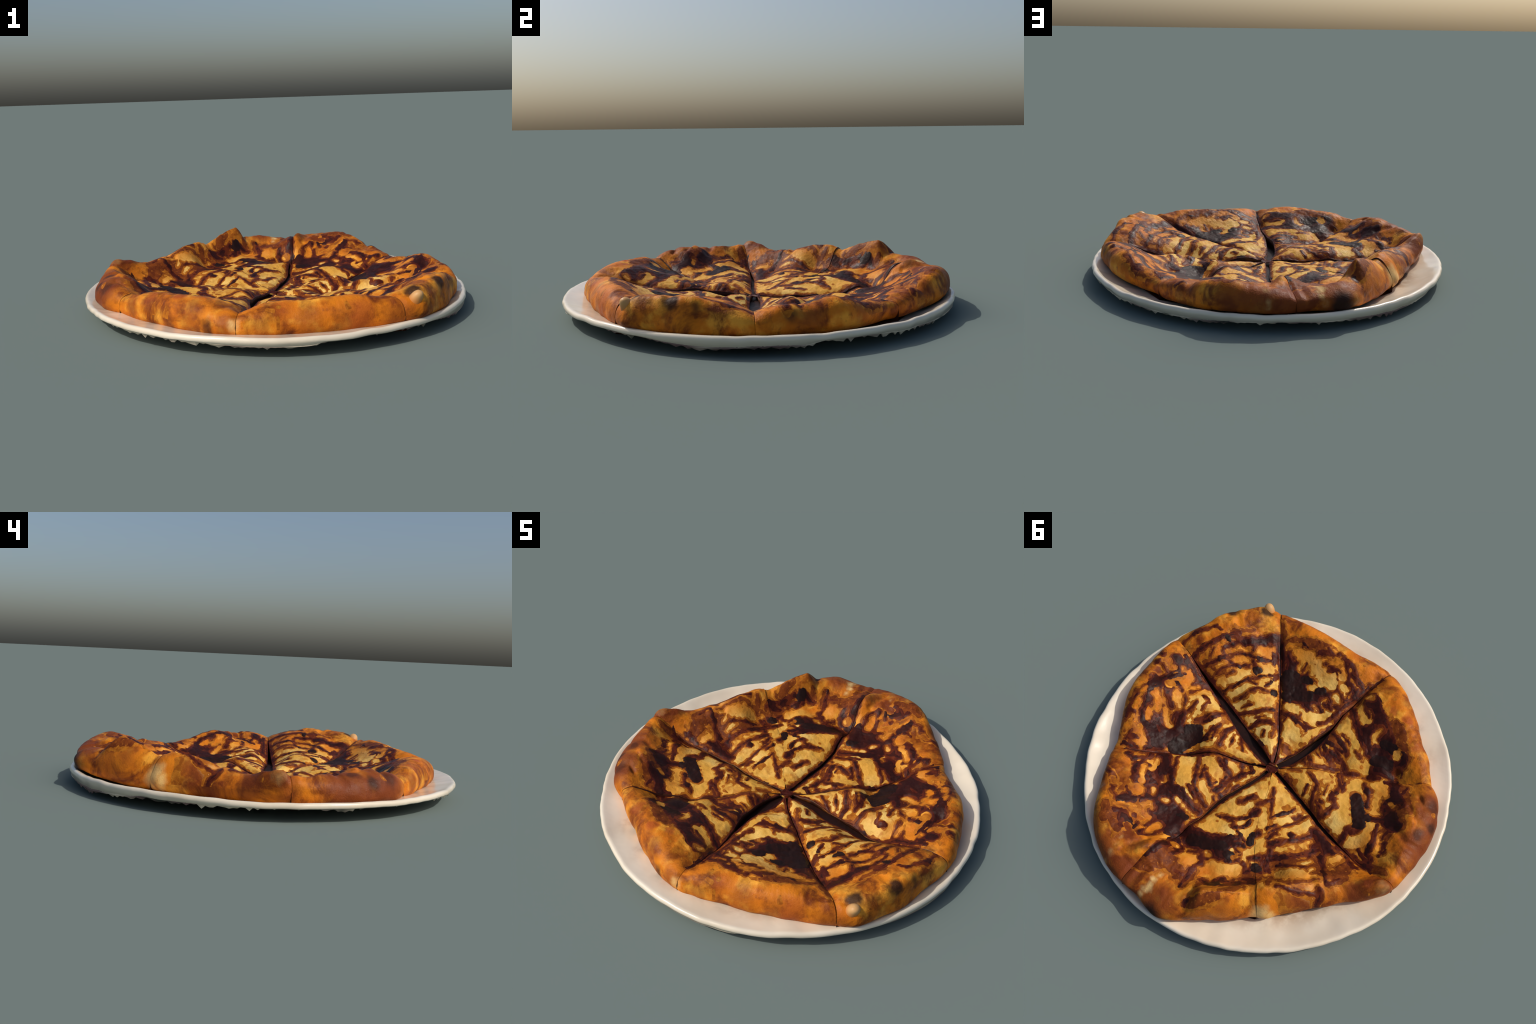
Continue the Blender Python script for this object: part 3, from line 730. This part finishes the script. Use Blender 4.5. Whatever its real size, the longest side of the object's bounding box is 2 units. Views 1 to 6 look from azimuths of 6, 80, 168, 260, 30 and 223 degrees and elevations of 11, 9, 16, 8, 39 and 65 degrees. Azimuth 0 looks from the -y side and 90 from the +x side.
        ("bare", 0.025, [(0.258, 0.204), (0.188, 0.229)]),
        ("bare", 0.021, [(0.185, 0.096), (0.136, 0.119)]),
        ("bare", 0.021, [(0.186, 0.324), (0.12, 0.332)]),
        ("bare", 0.021, [(0.511, 0.64), (0.477, 0.653)]),
        ("pour", 0.011, [(0.321, 0.473), (0.263, 0.493)]),
        ("pour", 0.009, [(0.326, 0.59), (0.291, 0.571)]),
        ("pour", 0.011, [(0.338, 0.655), (0.369, 0.67), (0.399, 0.705)]),
        ("pour", 0.008, [(0.422, 0.62), (0.37, 0.648)]),
        ("pour", 0.010, [(0.25, 0.62), (0.216, 0.614)]),
        ("wash", 0.026, [(0.401, 0.763), (0.339, 0.825)]),
        ("pour", 0.008, [(0.198, 0.691), (0.197, 0.638)]),
        ("pour", 0.007, [(0.232, 0.704), (0.21, 0.747)]),
        ("pour", 0.011, [(0.371, 0.473), (0.361, 0.526)]),
        ("pour", 0.010, [(0.5, 0.421), (0.494, 0.469)]),
        ("pour", 0.008, [(0.343, 0.749), (0.31, 0.718), (0.278, 0.724)]),
        ("pour", 0.007, [(0.402, 0.295), (0.362, 0.351)]),
        ("pour", 0.006, [(0.15, 0.288), (0.149, 0.242)]),
        ("pour", 0.006, [(0.105, 0.315), (0.071, 0.324)]),
    ],
}

# ================================================================== build
import bpy

N_COL, N_ROW = 150, 230      # mesh of one wedge: across, and from tip to crust
ARC = 40                     # rows that roll over the crust


def rest_height(r):
    """where the crust rests: just into the dish of the plate"""
    return np.interp(r, [.6, .78, .84, .88, .92, .945, .962, .98], [.036, .040, .046, .054, .064, .072, .080, .086])



def wedge_grid(region, left, right):
    """points of the wedge between two cuts; left is clockwise of right"""
    u = np.linspace(0, 1, N_COL)
    # columns crowd towards both cut faces
    u = u - 0.10 * np.sin(TAU * u) / TAU * 1.0
    aL, aR = cut_angle(left, .9), cut_angle(right, .9)
    span = (aR - aL) % 360
    ao = aL + u * span
    ro = outline(ao)
    edge = np.minimum(u, 1 - u) * span * DEG * ro
    ro = ro - 0.002 * np.exp(-(edge / 0.014) ** 2)
    w = roll(ao)
    rt = ro - w
    rows = []
    r0 = 0.030
    for k in range(N_ROW):
        p = k / (N_ROW - 1)
        r = r0 + (rt - r0) * p
        rows.append((r, None))
    X, Y, Z = [], [], []

    def spread(r):
        l = cut_angle(left, r) + np.degrees(np.minimum(cut_gap(left, r) / np.maximum(r, .02), .5))
        q = cut_angle(right, r) - np.degrees(np.minimum(cut_gap(right, r) / np.maximum(r, .02), .5))
        s = (q - l + 360) % 360
        return (l + u * s) * DEG

    for r, _ in rows:
        a = spread(r)
        x, y = CX + r * np.cos(a), CY + r * np.sin(a)
        X.append(x); Y.append(y); Z.append(top(x, y, region))
    zt = Z[-1]
    # the tall flaps at the back lean straight, elsewhere the crust is round
    full = 1 - .40 * np.exp(-(((ao - 135 + 180) % 360 - 180) / 32) ** 4)
    n_top = len(X)
    tuck = .040 - .026 * np.exp(-((ao % 360 - 76) / 38.0) ** 4)
    foot = rest_height(ro - tuck)
    z_eq = np.minimum(0.100 + (foot - .05) * .6 + 0.010 * np.sin(ao * DEG * 5), zt - 0.02)
    for k in range(1, ARC + 1):
        f = math.radians(150.0 * k / ARC)
        if f <= math.pi / 2:
            q = f / (math.pi / 2)
            r = rt + w * (full * math.sin(f) + (1 - full) * q)
            z = z_eq + (zt - z_eq) * (full * max(0, math.cos(f)) ** .9 + (1 - full) * (1 - q))
        else:
            g = f - math.pi / 2
            r = ro - tuck * (1 - math.cos(g)) / (1 - math.cos(math.radians(60)))
            z = z_eq - (z_eq - foot) * math.sin(g) / math.sin(math.radians(60))
        a = spread(r)
        x, y = CX + r * np.cos(a), CY + r * np.sin(a)
        lump = 0.010 * vnoise(ao * 0.11 + left.__len__(), z * 14, 1.0) + 0.006 * vnoise(ao * 0.31, z * 30, 1.0)
        s = math.sin(min(f, math.pi / 2))
        x, y = x + lump * s * np.cos(a), y + lump * s * np.sin(a)
        X.append(x); Y.append(y); Z.append(z)
    return np.array(X), np.array(Y), np.array(Z), n_top


def grid_normals(X, Y, Z):
    P = np.stack([X, Y, Z], 2)
    du, dv = np.gradient(P, axis=1), np.gradient(P, axis=0)
    n = np.cross(dv, du)
    return n / (np.linalg.norm(n, axis=2, keepdims=True) + 1e-12)


def mesh_object(name, verts, faces, material, parent=None, smooth=True):
    m = bpy.data.meshes.new(name)
    m.from_pydata([tuple(v) for v in np.asarray(verts).tolist()], [], faces)
    m.materials.append(material)
    if smooth:
        m.polygons.foreach_set("use_smooth", [True] * len(m.polygons))
    m.update()
    o = bpy.data.objects.new(name, m)
    bpy.context.scene.collection.objects.link(o)
    if parent:
        o.parent = parent
    return o


def empty(name, label, category):
    o = bpy.data.objects.new(name, None)
    bpy.context.scene.collection.objects.link(o)
    o["label"], o["category"] = label, category
    return o


# ------------------------------------------------------------------ materials
def srgb(r, g, b):
    f = lambda c: (c / 255 / 12.92) if c / 255 <= 0.04045 else ((c / 255 + 0.055) / 1.055) ** 2.4
    return (f(r), f(g), f(b), 1)


class Nodes:
    def __init__(self, name):
        self.m = bpy.data.materials.new(name)
        self.m.use_nodes = True
        self.t = self.m.node_tree
        self.b = self.t.nodes["Principled BSDF"]
        self.co = self.new("ShaderNodeTexCoord").outputs["Object"]

    def new(self, kind, **kw):
        n = self.t.nodes.new(kind)
        for k, v in kw.items():
            setattr(n, k, v)
        return n

    def put(self, socket, v):
        if isinstance(v, bpy.types.NodeSocket):
            self.t.links.new(v, socket)
        else:
            socket.default_value = v

    def noise(self, scale, detail=3, rough=.5, co=None, dist=0.0):
        n = self.new("ShaderNodeTexNoise")
        self.put(n.inputs["Vector"], co or self.co)
        n.inputs["Scale"].default_value, n.inputs["Detail"].default_value = scale, detail
        n.inputs["Roughness"].default_value, n.inputs["Distortion"].default_value = rough, dist
        return n.outputs["Fac"]

    def math(self, op, a, b=0.0, c=0.0):
        n = self.new("ShaderNodeMath", operation=op)
        self.put(n.inputs[0], a); self.put(n.inputs[1], b)
        if len(n.inputs) > 2:
            self.put(n.inputs[2], c)
        return n.outputs[0]

    def step(self, v, lo, hi, a=0.0, b=1.0):
        n = self.new("ShaderNodeMapRange", interpolation_type="SMOOTHSTEP")
        self.put(n.inputs[0], v)
        for i, q in ((1, lo), (2, hi), (3, a), (4, b)):
            n.inputs[i].default_value = q
        return n.outputs[0]

    def mix(self, f, a, b, blend="MIX"):
        n = self.new("ShaderNodeMix", data_type="RGBA", blend_type=blend)
        self.put(n.inputs[0], f); self.put(n.inputs[6], a); self.put(n.inputs[7], b)
        return n.outputs[2]

    def dist(self, p, scale=(1, 1, 1), co=None):
        s = self.new("ShaderNodeVectorMath", operation="SUBTRACT")
        self.put(s.inputs[0], co or self.co); s.inputs[1].default_value = p
        q = self.new("ShaderNodeVectorMath", operation="MULTIPLY")
        self.put(q.inputs[0], s.outputs[0]); q.inputs[1].default_value = scale
        l = self.new("ShaderNodeVectorMath", operation="LENGTH")
        self.put(l.inputs[0], q.outputs[0])
        return l.outputs["Value"]

    def warped(self, scale, amount):
        n = self.new("ShaderNodeTexNoise")
        self.put(n.inputs["Vector"], self.co)
        n.inputs["Scale"].default_value = scale
        n.inputs["Detail"].default_value = 3
        s = self.new("ShaderNodeVectorMath", operation="SUBTRACT")
        self.put(s.inputs[0], n.outputs["Color"]); s.inputs[1].default_value = (.5, .5, .5)
        q = self.new("ShaderNodeVectorMath", operation="SCALE")
        self.put(q.inputs[0], s.outputs[0]); q.inputs["Scale"].default_value = amount
        a = self.new("ShaderNodeVectorMath", operation="ADD")
        self.put(a.inputs[0], self.co); self.put(a.inputs[1], q.outputs[0])
        return a.outputs[0]

    def bump(self, h, strength, distance):
        n = self.new("ShaderNodeBump")
        self.put(n.inputs["Height"], h)
        n.inputs["Strength"].default_value, n.inputs["Distance"].default_value = strength, distance
        self.put(self.b.inputs["Normal"], n.outputs[0])

    def finish(self, color, rough, coat=0.0, spec=0.5, sss=0.0):
        self.put(self.b.inputs["Base Color"], color)
        self.put(self.b.inputs["Roughness"], rough)
        self.b.inputs["Coat Weight"].default_value = coat
        self.b.inputs["Coat Roughness"].default_value = .18
        self.b.inputs["Specular IOR Level"].default_value = spec
        if sss:
            self.b.inputs["Subsurface Weight"].default_value = sss
            self.b.inputs["Subsurface Radius"].default_value = (.03, .015, .006)
            self.b.inputs["Subsurface Scale"].default_value = .5
        return self.m


def dough_material():
    n = Nodes("baked_dough")
    w = n.warped(5, .16)
    radial = n.dist((CX, CY, 0), (1, 1, 0), co=w)
    crumb = n.noise(14, 5, .6)
    cream = n.mix(crumb, srgb(*CREAM_A), srgb(*CREAM_B))
    cream = n.mix(n.step(n.noise(6, 3), .45, .7), cream, srgb(*CREAM_C))
    cream = n.mix(n.math("MULTIPLY", n.step(n.noise(17, 5, .6, dist=.5), .52, .70), .7), cream, srgb(172, 104, 32))
    amber = n.mix(n.noise(9, 5, .6), srgb(*AMBER_A), srgb(*AMBER_B))
    amber = n.mix(n.math("MULTIPLY", n.step(n.noise(7.3, 4, .55), .50, .66), .75), amber, srgb(238, 168, 58))
    base = n.mix(n.step(radial, .52, .76), cream, amber)
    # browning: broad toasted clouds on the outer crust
    toast = n.math("MULTIPLY", n.step(n.noise(5.5, 6, .62, dist=.6), .42, .64), n.step(radial, .66, .82))
    base = n.mix(n.math("MULTIPLY", toast, .95), base, srgb(*TOAST))
    fine = n.math("MULTIPLY", n.step(n.noise(21, 4, .6), .56, .72), n.step(radial, .60, .8))
    base = n.mix(n.math("MULTIPLY", fine, .55), base, srgb(*TOAST))
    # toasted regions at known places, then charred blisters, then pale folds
    w2 = n.warped(13, .07)
    for col, items in MARKS:
        total = None
        pale = min(col[:3]) > 100
        for p, r, k in items:
            d = n.step(n.dist(p, (1 / r, 1 / r, .7 / r), co=w2), .15 if pale else .4, 1.35 if pale else 1.15, k, 0)
            total = d if total is None else n.math("MAXIMUM", total, d)
        base = n.mix(total, base, srgb(*col))
    wet = n.math("ADD", n.noise(48, 4, .6), n.math("MULTIPLY", n.noise(150, 3, .6), .55))
    n.bump(wet, .40, .007)
    return n.finish(base, n.step(n.noise(30, 3), .3, .7, .42, .62), spec=.16)


def sauce_material(name, dark, light, amount, rough):
    n = Nodes(name)
    a = n.step(n.noise(16, 5, .6), .42, .66)
    col = n.mix(n.math("MULTIPLY", a, amount), srgb(*dark), srgb(*light))
    n.bump(n.noise(52, 4, .6), .35, .006)
    return n.finish(col, n.step(n.noise(22, 2), .3, .7, rough, rough + .12), coat=.0, spec=.16)


def wash_material(name, dark, light, bare):
    n = Nodes(name)
    a = n.step(n.noise(24, 6, .65, dist=.4), .36, .66)
    col = n.mix(a, srgb(*dark), srgb(*light))
    col = n.mix(n.step(n.noise(55, 4, .6), .58, .72), col, srgb(*bare))
    n.bump(n.noise(70, 4, .6), .35, .006)
    return n.finish(col, .5, spec=.11)


def china_material():
    n = Nodes("glazed_china")
    col = n.mix(n.step(n.noise(2.3, 4), .35, .7), srgb(*CHINA_A), srgb(*CHINA_B))
    # faint sauce smears on the well of the plate, close to the bread
    near = n.step(n.dist((CX, CY, 0), (1, 1, 0), co=n.warped(7, .06)), .80, .93, 1, 0)
    smear = n.math("MULTIPLY", n.step(n.noise(6, 5, .6), .42, .62), near)
    col = n.mix(n.math("MULTIPLY", smear, .55), col, srgb(150, 112, 78))
    n.bump(n.noise(9, 3), .15, .02)
    return n.finish(col, .22, coat=.4)


def fringe_material():
    n = Nodes("shaded_scan_fringe")
    ang = n.noise(3.1, 2)
    col = n.mix(n.step(ang, .42, .6), srgb(*CHINA_B), srgb(120, 96, 92))
    col = n.mix(n.step(n.noise(5.3, 2), .55, .68), col, srgb(52, 58, 46))  # shadow on the fringe put into the colour as dark greenish patches
    return n.finish(col, .5)


# ------------------------------------------------------------------ plate
# plan radius of the plate and height of its lower edge, left ragged by the scan, by angle
PLATE_R = wrapped([(-170, .99), (-148, .984), (-135, .992), (-119, .990), (-100, .996), (-87, 1.002), (-63, 1.002), (-40, 1.003), (-20, 1.001), (-6, .992), (10, .986), (23, .982), (44, .982), (57, .988), (75, .998), (102, 1.0), (110, .998), (116, .992), (128, .988), (142, .986), (156, .984), (175, .994), (185, .992)])
LIP = wrapped([(-170, .055), (-161, .065), (-157, .066), (-146, .057), (-137, .061), (-127, .056), (-117, .059), (-109, .057), (-102, .052), (-91, .044), (-84, .042), (-76, .041), (-72, .062), (-66, .068), (-59, .066), (-51, .057), (-45, .053), (-39, .053), (-32, .039), (-25, .030), (-18, .030), (-8, .036), (2, .033), (6, .052), (11, .048), (20, .046), (28, .037), (37, .038), (47, .030), (61, .033), (73, .043), (83, .045), (95, .036), (105, .033), (117, .022), (126, .029), (134, .036), (139, .05), (144, .044), (154, .048), (166, .051), (175, .058)])


def plate_ring(n_seg, rows, jag=None):
    V = []
    for k, (r, z) in enumerate(rows):
        for i in range(n_seg):
            a = TAU * i / n_seg
            c, s = math.cos(a), math.sin(a)
            k_r = min(1, max(0, (r - .6) / .35))
            wob = 0.005 * float(vnoise(c * 2.2 + 9, s * 2.2, 2.0)) + 0.006 * float(vnoise(c * 9 + 2, s * 9, 2.0)) + (float(PLATE_R(math.degrees(a))) - .995) * k_r
            rr = r + wob * k_r
            if z is None:
                zz = float(LIP(math.degrees(a))) + .007
            else:
                zz = z + k_r * (0.006 * float(vnoise(c * 1.5 + 4, s * 1.5, 1.4)) + .005 * float(vnoise(c * 7 + 4, s * 7, 2)))
                if r > .5:
                    zz += .007 * float(vnoise(c * r * 3, s * r * 3 + 5, 3.0)) * min(1, (1 - r) * 12)
                if .6 < r < .975 and k < 12:     # the well lies a little askew
                    zz += .013 * math.cos(a + 105 * DEG) * min(1, (r - .6) / .2) * min(1, (.975 - r) / .08)
            if jag is not None:
                rr, zz = jag(k, i, rr, zz)
            V.append((rr * c, rr * s, zz))
    return V


def ring_faces(n_seg, n_rows, closed=False):
    F = []
    for k in range(n_rows if closed else n_rows - 1):
        k2 = (k + 1) % n_rows
        for i in range(n_seg):
            j = (i + 1) % n_seg
            F.append((k * n_seg + i, k * n_seg + j, k2 * n_seg + j, k2 * n_seg + i))
    return F


def build_plate():
    seg = 540
    rows = [(.0005, .017), (.25, .017), (.5, .019), (.68, .026), (.78, .037), (.84, .047), (.88, .056), (.92, .066), (.945, .0745), (.962, .081), (.973, .0855), (.981, .0875),
            (.988, .086), (.993, .081), (.9955, .074), (.995, .066), (.992, .062), (.988, None), (.980, None), (.966, .058), (.94, .052),
            (.86, .040), (.72, .021), (.52, .010), (.47, .001), (.45, .0), (.43, .001), (.42, .008), (.3, .010), (.0005, .010)]
    V = plate_ring(seg, rows)
    F = [f[::-1] for f in ring_faces(seg, len(rows))]
    plate = mesh_object("dinner_plate", V, [f[::-1] for f in F], china_material())
    plate["label"], plate["category"] = "round white glazed plate with under-edge left ragged by the scan", "plate"
    # ragged skirt under the rim, a leftover of the scan
    rng = random.Random(5)
    n = 360
    drop, inn = [], []
    level = .012
    for i in range(n):
        a = TAU * i / n
        big = .5 + float(vnoise(math.cos(a) * 2.5, math.sin(a) * 2.5, 1.6))
        tooth = rng.random() ** 1.4
        d = .007 * (i % 2) * rng.random() + .015 * tooth * (.4 + max(0, big))
        drop.append(d); inn.append(.003 + .006 * rng.random())
    base = [(.9905, .062), (.9885, None), (.984, None), (.979, None), (.982, .064)]

    def jag(k, i, r, z):
        if k == 2:
            return r - inn[i], z - drop[i]
        if k == 3:
            return r - inn[i], z - drop[i] + .002
        return r, z
    V = plate_ring(n, base, jag)
    F = ring_faces(n, len(base), closed=True)
    s = mesh_object("ragged_scan_edge", V, F, fringe_material(), plate, smooth=False)
    return plate


# ------------------------------------------------------------------ sauce
def sauce_field(items, x, y, shift=0.0):
    """signed reach of each sauce, metres inside its edge (negative outside)"""
    wx = x + .010 * vnoise(x + 7, y, 16) + .007 * vnoise(x, y + 5, 37)
    wy = y + .010 * vnoise(x, y + 11, 16) + .007 * vnoise(x + 13, y, 37)
    low = np.full(np.shape(x), -.2)
    f = {"pour": low.copy(), "pool": low.copy(), "wash": low.copy()}
    for kind, w, pts in items:
        d, t = seg_distance(wx, wy, pts)
        if kind == "bare":
            g = w - d
            for k in f:
                f[k] = np.minimum(f[k], -g)
        else:
            taper = w * (1 - .25 * np.abs(2 * t - 1)) if len(pts) > 1 and w < .025 else w
            f[kind] = np.maximum(f[kind], taper - d)
    return f


# seams so tight that the sauce runs across them
RUNS_OVER = {"back_wedge": "back_left_wedge", "back_left_wedge": "back_wedge", "left_wedge": "front_left_wedge", "front_left_wedge": "left_wedge"}


def build_sauce(name, X, Y, Z, N, field, height, material, parent, lift=0.0):
    t = height * np.tanh(field / .004)
    t = np.maximum(t, -.0025) + np.where(field > -.008, lift, 0)
    keep = field > -.006
    quad = keep[:-1, :-1] | keep[1:, :-1] | keep[:-1, 1:] | keep[1:, 1:]
    if not quad.any():
        return None
    R, C = X.shape
    P = np.stack([X, Y, Z], 2) + N * t[..., None]
    idx = -np.ones(R * C, int)
    i, j = np.nonzero(quad)
    q = np.stack([i * C + j, i * C + j + 1, (i + 1) * C + j + 1, (i + 1) * C + j], 1)
    used = np.unique(q)
    idx[used] = np.arange(len(used))
    o = mesh_object(name, P.reshape(-1, 3)[used], idx[q].tolist(), material, parent)
    o["kind"] = "stuff"
    return o


# ------------------------------------------------------------------ bread
def build_wedge(region, left, right, parent, mats):
    X, Y, Z, n_top = wedge_grid(region, left, right)
    R, C = X.shape
    V = np.stack([X, Y, Z], 2).reshape(-1, 3).tolist()
    F = []
    for k in range(R - 1):
        for j in range(C - 1):
            a = k * C + j
            F.append((a, a + C, a + C + 1, a + 1))
    # cut faces and underside
    side = {}
    for j in (0, C - 1):
        side[j] = []
        for k in range(R):
            x, y, z = X[k, j], Y[k, j], Z[k, j]
            side[j].append(len(V))
            V.append((x, y, min(.022 + .05 * max(0, math.hypot(x, y) - .55), z - .004)))
    for k in range(R - 1):
        a, b = k * C, (k + 1) * C
        F.append((a, side[0][k], side[0][k + 1], b))
        a, b = k * C + C - 1, (k + 1) * C + C - 1
        F.append((b, side[C - 1][k + 1], side[C - 1][k], a))
    for k in range(0, R - 1):
        F.append((side[0][k], side[C - 1][k], side[C - 1][k + 1], side[0][k + 1]))
    tip = [side[0][0]] + [j for j in range(C)] + [side[C - 1][0]]
    F.append(tuple(tip))
    o = mesh_object("slice", V, F, mats["dough"], parent)
    o.data.materials.append(mats["cut"])
    n_skin = (R - 1) * (C - 1)
    which = np.zeros(len(F), np.int32)
    which[n_skin:] = 1
    o.data.polygons.foreach_set("material_index", which)
    N = grid_normals(X, Y, Z)
    if N[5, C // 2, 2] < 0:
        N = -N
    lim = n_top + int(ARC * .62)
    X, Y, Z, N = X[:lim], Y[:lim], Z[:lim], N[:lim]
    f = sauce_field(SAUCE.get(RUNS_OVER.get(region), []) + SAUCE[region], X, Y)
    # sauce along the knife cuts, painting the shade of the grooves with it
    r, a = np.hypot(X - CX, Y - CY), np.degrees(np.arctan2(Y - CY, X - CX))
    for cut, reach in ((left, SEEP_SHADE[left]), (right, SEEP_SHADE[right])):
        da = np.abs(((a - cut_angle(cut, r) + 180) % 360) - 180)
        d = r * np.sin(np.minimum(da, 90) * DEG) - cut_gap(cut, r)
        edge = reach * (1.1 + 1.6 * vnoise(X, Y, 11)) - d
        f["pour"] = np.maximum(f["pour"], np.where((r > .025) & (r < .80), edge, -.2))
    both = np.maximum(f["pour"], f["pool"])
    soft = .022 * (vnoise(X, Y, 26) + .5) * (vnoise(X + 5, Y, 9) + .9) + .014 * vnoise(X + 9, Y, 70)
    rag = .011 * vnoise(X + 31, Y, 48) + .008 * vnoise(X, Y + 17, 90)
    core = np.maximum(both - .009 + .016 * vnoise(X + 4, Y, 18) + rag, f["pool"] - .004 + rag)
    halo = np.maximum(f["wash"] + .008 + rag, both + .002 + .9 * soft)
    mottle = .020 * vnoise(X + 2, Y + 8, 15) + .014 * vnoise(X, Y, 41) - .0075 - .02 * np.clip(r - .74, 0, 1)
    halo = np.maximum(halo, mottle)
    both = both + rag * .7
    build_sauce("sauce_stain", X, Y, Z, N, halo, .0005, mats["stain"], o)
    build_sauce("sauce_glaze", X, Y, Z, N, np.maximum(f["wash"] + rag, both + .0015 + .5 * soft), .0009, mats["wash"], o)
    build_sauce("sauce_drizzle", X, Y, Z, N, both + .0008, .0018, mats["pour"], o)
    build_sauce("sauce_core", X, Y, Z, N, core, .0008, mats["core"], o, lift=.0014)
    build_sauce("sauce_pool", X, Y, Z, N, f["pool"] - .003 + rag * .8, .0008, mats["pool"], o, lift=.0024)
    return o


def build_bread():
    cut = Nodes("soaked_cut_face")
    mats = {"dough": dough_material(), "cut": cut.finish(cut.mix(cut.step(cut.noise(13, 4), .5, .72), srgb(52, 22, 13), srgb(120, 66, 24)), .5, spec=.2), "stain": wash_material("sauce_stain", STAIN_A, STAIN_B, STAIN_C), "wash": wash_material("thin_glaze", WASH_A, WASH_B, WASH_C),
            "pour": sauce_material("red_brown_sauce", POUR_A, POUR_B, .8, .42), "core": sauce_material("dark_sauce", CORE_A, CORE_B, .7, .40),
            "pool": sauce_material("thick_sauce", POOL_A, POOL_B, .6, .42)}
    bread = empty("filled_flatbread", "round filled flatbread cut in eight, dark sauce drizzled over", "flatbread")
    slices = {k: build_wedge(k, l, r, bread, mats) for k, (l, r) in WEDGES.items()}
    # pale finger of dough that sticks out of the crust
    finger = Nodes("pale_dough")
    tip = finger.step(finger.dist((.700, -.696, .222)), .03, .085, 1, 0)
    pale = finger.mix(finger.noise(18, 3), srgb(214, 172, 116), srgb(186, 124, 60))
    fm = finger.finish(finger.mix(tip, srgb(196, 112, 34), pale), .45, spec=.3)
    spine = [((.664, -.664, .10), .036), ((.672, -.672, .145), .038), ((.680, -.679, .172), .035), ((.689, -.687, .192), .029), ((.693, -.690, .204), .023), ((.694, -.691, .212), .013), ((.694, -.691, .215), .002)]
    V, F, m = [], [], 20
    for (x, y, z), r in spine:
        for i in range(m):
            a = TAU * i / m
            V.append((x + r * math.cos(a), y + r * math.sin(a), z))
    F = ring_faces(m, len(spine))
    F.append(tuple(range((len(spine) - 1) * m, len(spine) * m)))
    o = mesh_object("dough_finger", V, F, fm, slices["nub_wedge"])
    sub = o.modifiers.new("round", "SUBSURF"); sub.levels = sub.render_levels = 2
    # dark liner added under the slices so that the cuts look dark
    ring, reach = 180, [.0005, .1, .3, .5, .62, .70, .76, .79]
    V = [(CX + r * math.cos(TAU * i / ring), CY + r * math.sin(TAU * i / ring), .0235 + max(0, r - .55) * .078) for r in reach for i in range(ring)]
    mesh_object("dark_liner", V, ring_faces(ring, len(reach)), mats["pool"], bread)["kind"] = "stuff"
    return bread


SEEP_SHADE = {"ab": .008, "bc": .008, "cd": .008, "de": .006, "ef": .006, "fg": -.012, "gh": .004, "ha": -.004}  # reach of the sauce and painted groove shade beside each cut
CREAM_A, CREAM_B, CREAM_C = (222, 168, 74), (206, 144, 48), (230, 188, 102)
AMBER_A, AMBER_B, TOAST = (224, 138, 26), (182, 86, 12), (98, 38, 10)
STAIN_A, STAIN_B, STAIN_C = (140, 74, 18), (184, 112, 30), (196, 128, 42)
WASH_A, WASH_B, WASH_C = (92, 40, 15), (128, 64, 20), (168, 98, 32)
POUR_A, POUR_B = (68, 21, 10), (106, 44, 14)
CORE_A, CORE_B = (44, 14, 9), (66, 23, 11)
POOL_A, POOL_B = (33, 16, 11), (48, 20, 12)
CHINA_A, CHINA_B = (234, 222, 200), (220, 205, 180)
MARKS = [
    ((120, 56, 22), [((-.80, -.40, .17), .15, .9), ((-.88, -.22, .15), .15, .9), ((-.86, -.30, .12), .12, .7), ((.06, .93, .13), .11, .9), ((.34, .90, .12), .10, .7), ((.14, .80, .2), .06, .6), ((-.02, .80, .17), .06, .5), ((-.16, .93, .15), .14, .8), ((.24, .93, .15), .12, .85), ((-.28, .80, .24), .08, .6), ((.40, -.84, .10), .1, .5),
                     ((.62, -.74, .1), .09, .5), ((-.28, -.80, .12), .07, .6), ((-.62, -.60, .13), .05, .7), ((-.62, .42, .17), .09, .7), ((-.90, .05, .13), .06, .6), ((.22, -.84, .12), .07, .5), ((.02, -.88, .10), .05, .5), ((-.42, -.74, .10), .05, .5), ((-.14, -.88, .10), .05, .6),
                     ((.93, .05, .13), .08, .5), ((.80, .30, .15), .06, .4), ((-.38, .70, .16), .07, .6), ((-.34, .78, .12), .08, .5), ((-.80, .20, .12), .07, .6)]),
    ((168, 80, 26), [((-.265, -.694, .19), .026, .8), ((-.356, -.704, .198), .036, .9), ((-.50, -.62, .17), .05, .6), ((.10, -.82, .15), .06, .5), ((.45, -.80, .13), .07, .6)]),
    ((40, 22, 16), [((-.86, -.34, .18), .05, .8), ((-.83, -.25, .19), .04, .6), ((.676, -.650, .212), .042, .95), ((.80, -.50, .225), .05, .95), ((.86, -.42, .2), .03, .7), ((-.17, .97, .11), .07, .95), ((-.80, -.42, .17), .05, .6), ((.92, -.03, .17), .04, .7), ((.09, .77, .2), .04, .5), ((-.22, -.86, .10), .035, .6)]),
    ((232, 196, 128), [((-.56, .60, .16), .045, .95), ((-.53, .58, .11), .05, .9), ((-.58, .57, .10), .035, .7), ((-.08, .937, .13), .026, .8), ((-.072, .904, .16), .026, .85), ((-.068, .862, .18), .024, .8), ((-.072, .815, .185), .020, .7), ((.186, .936, .13), .024, .6), ((.189, .906, .16), .024, .65), ((.197, .869, .17), .022, .6), ((.206, .832, .175), .018, .5), ((-.88, .09, .17), .03, .4), ((-.10, -.905, .12), .03, .7), ((-.66, .36, .17), .04, .5)]),
]

build_plate()
build_bread()
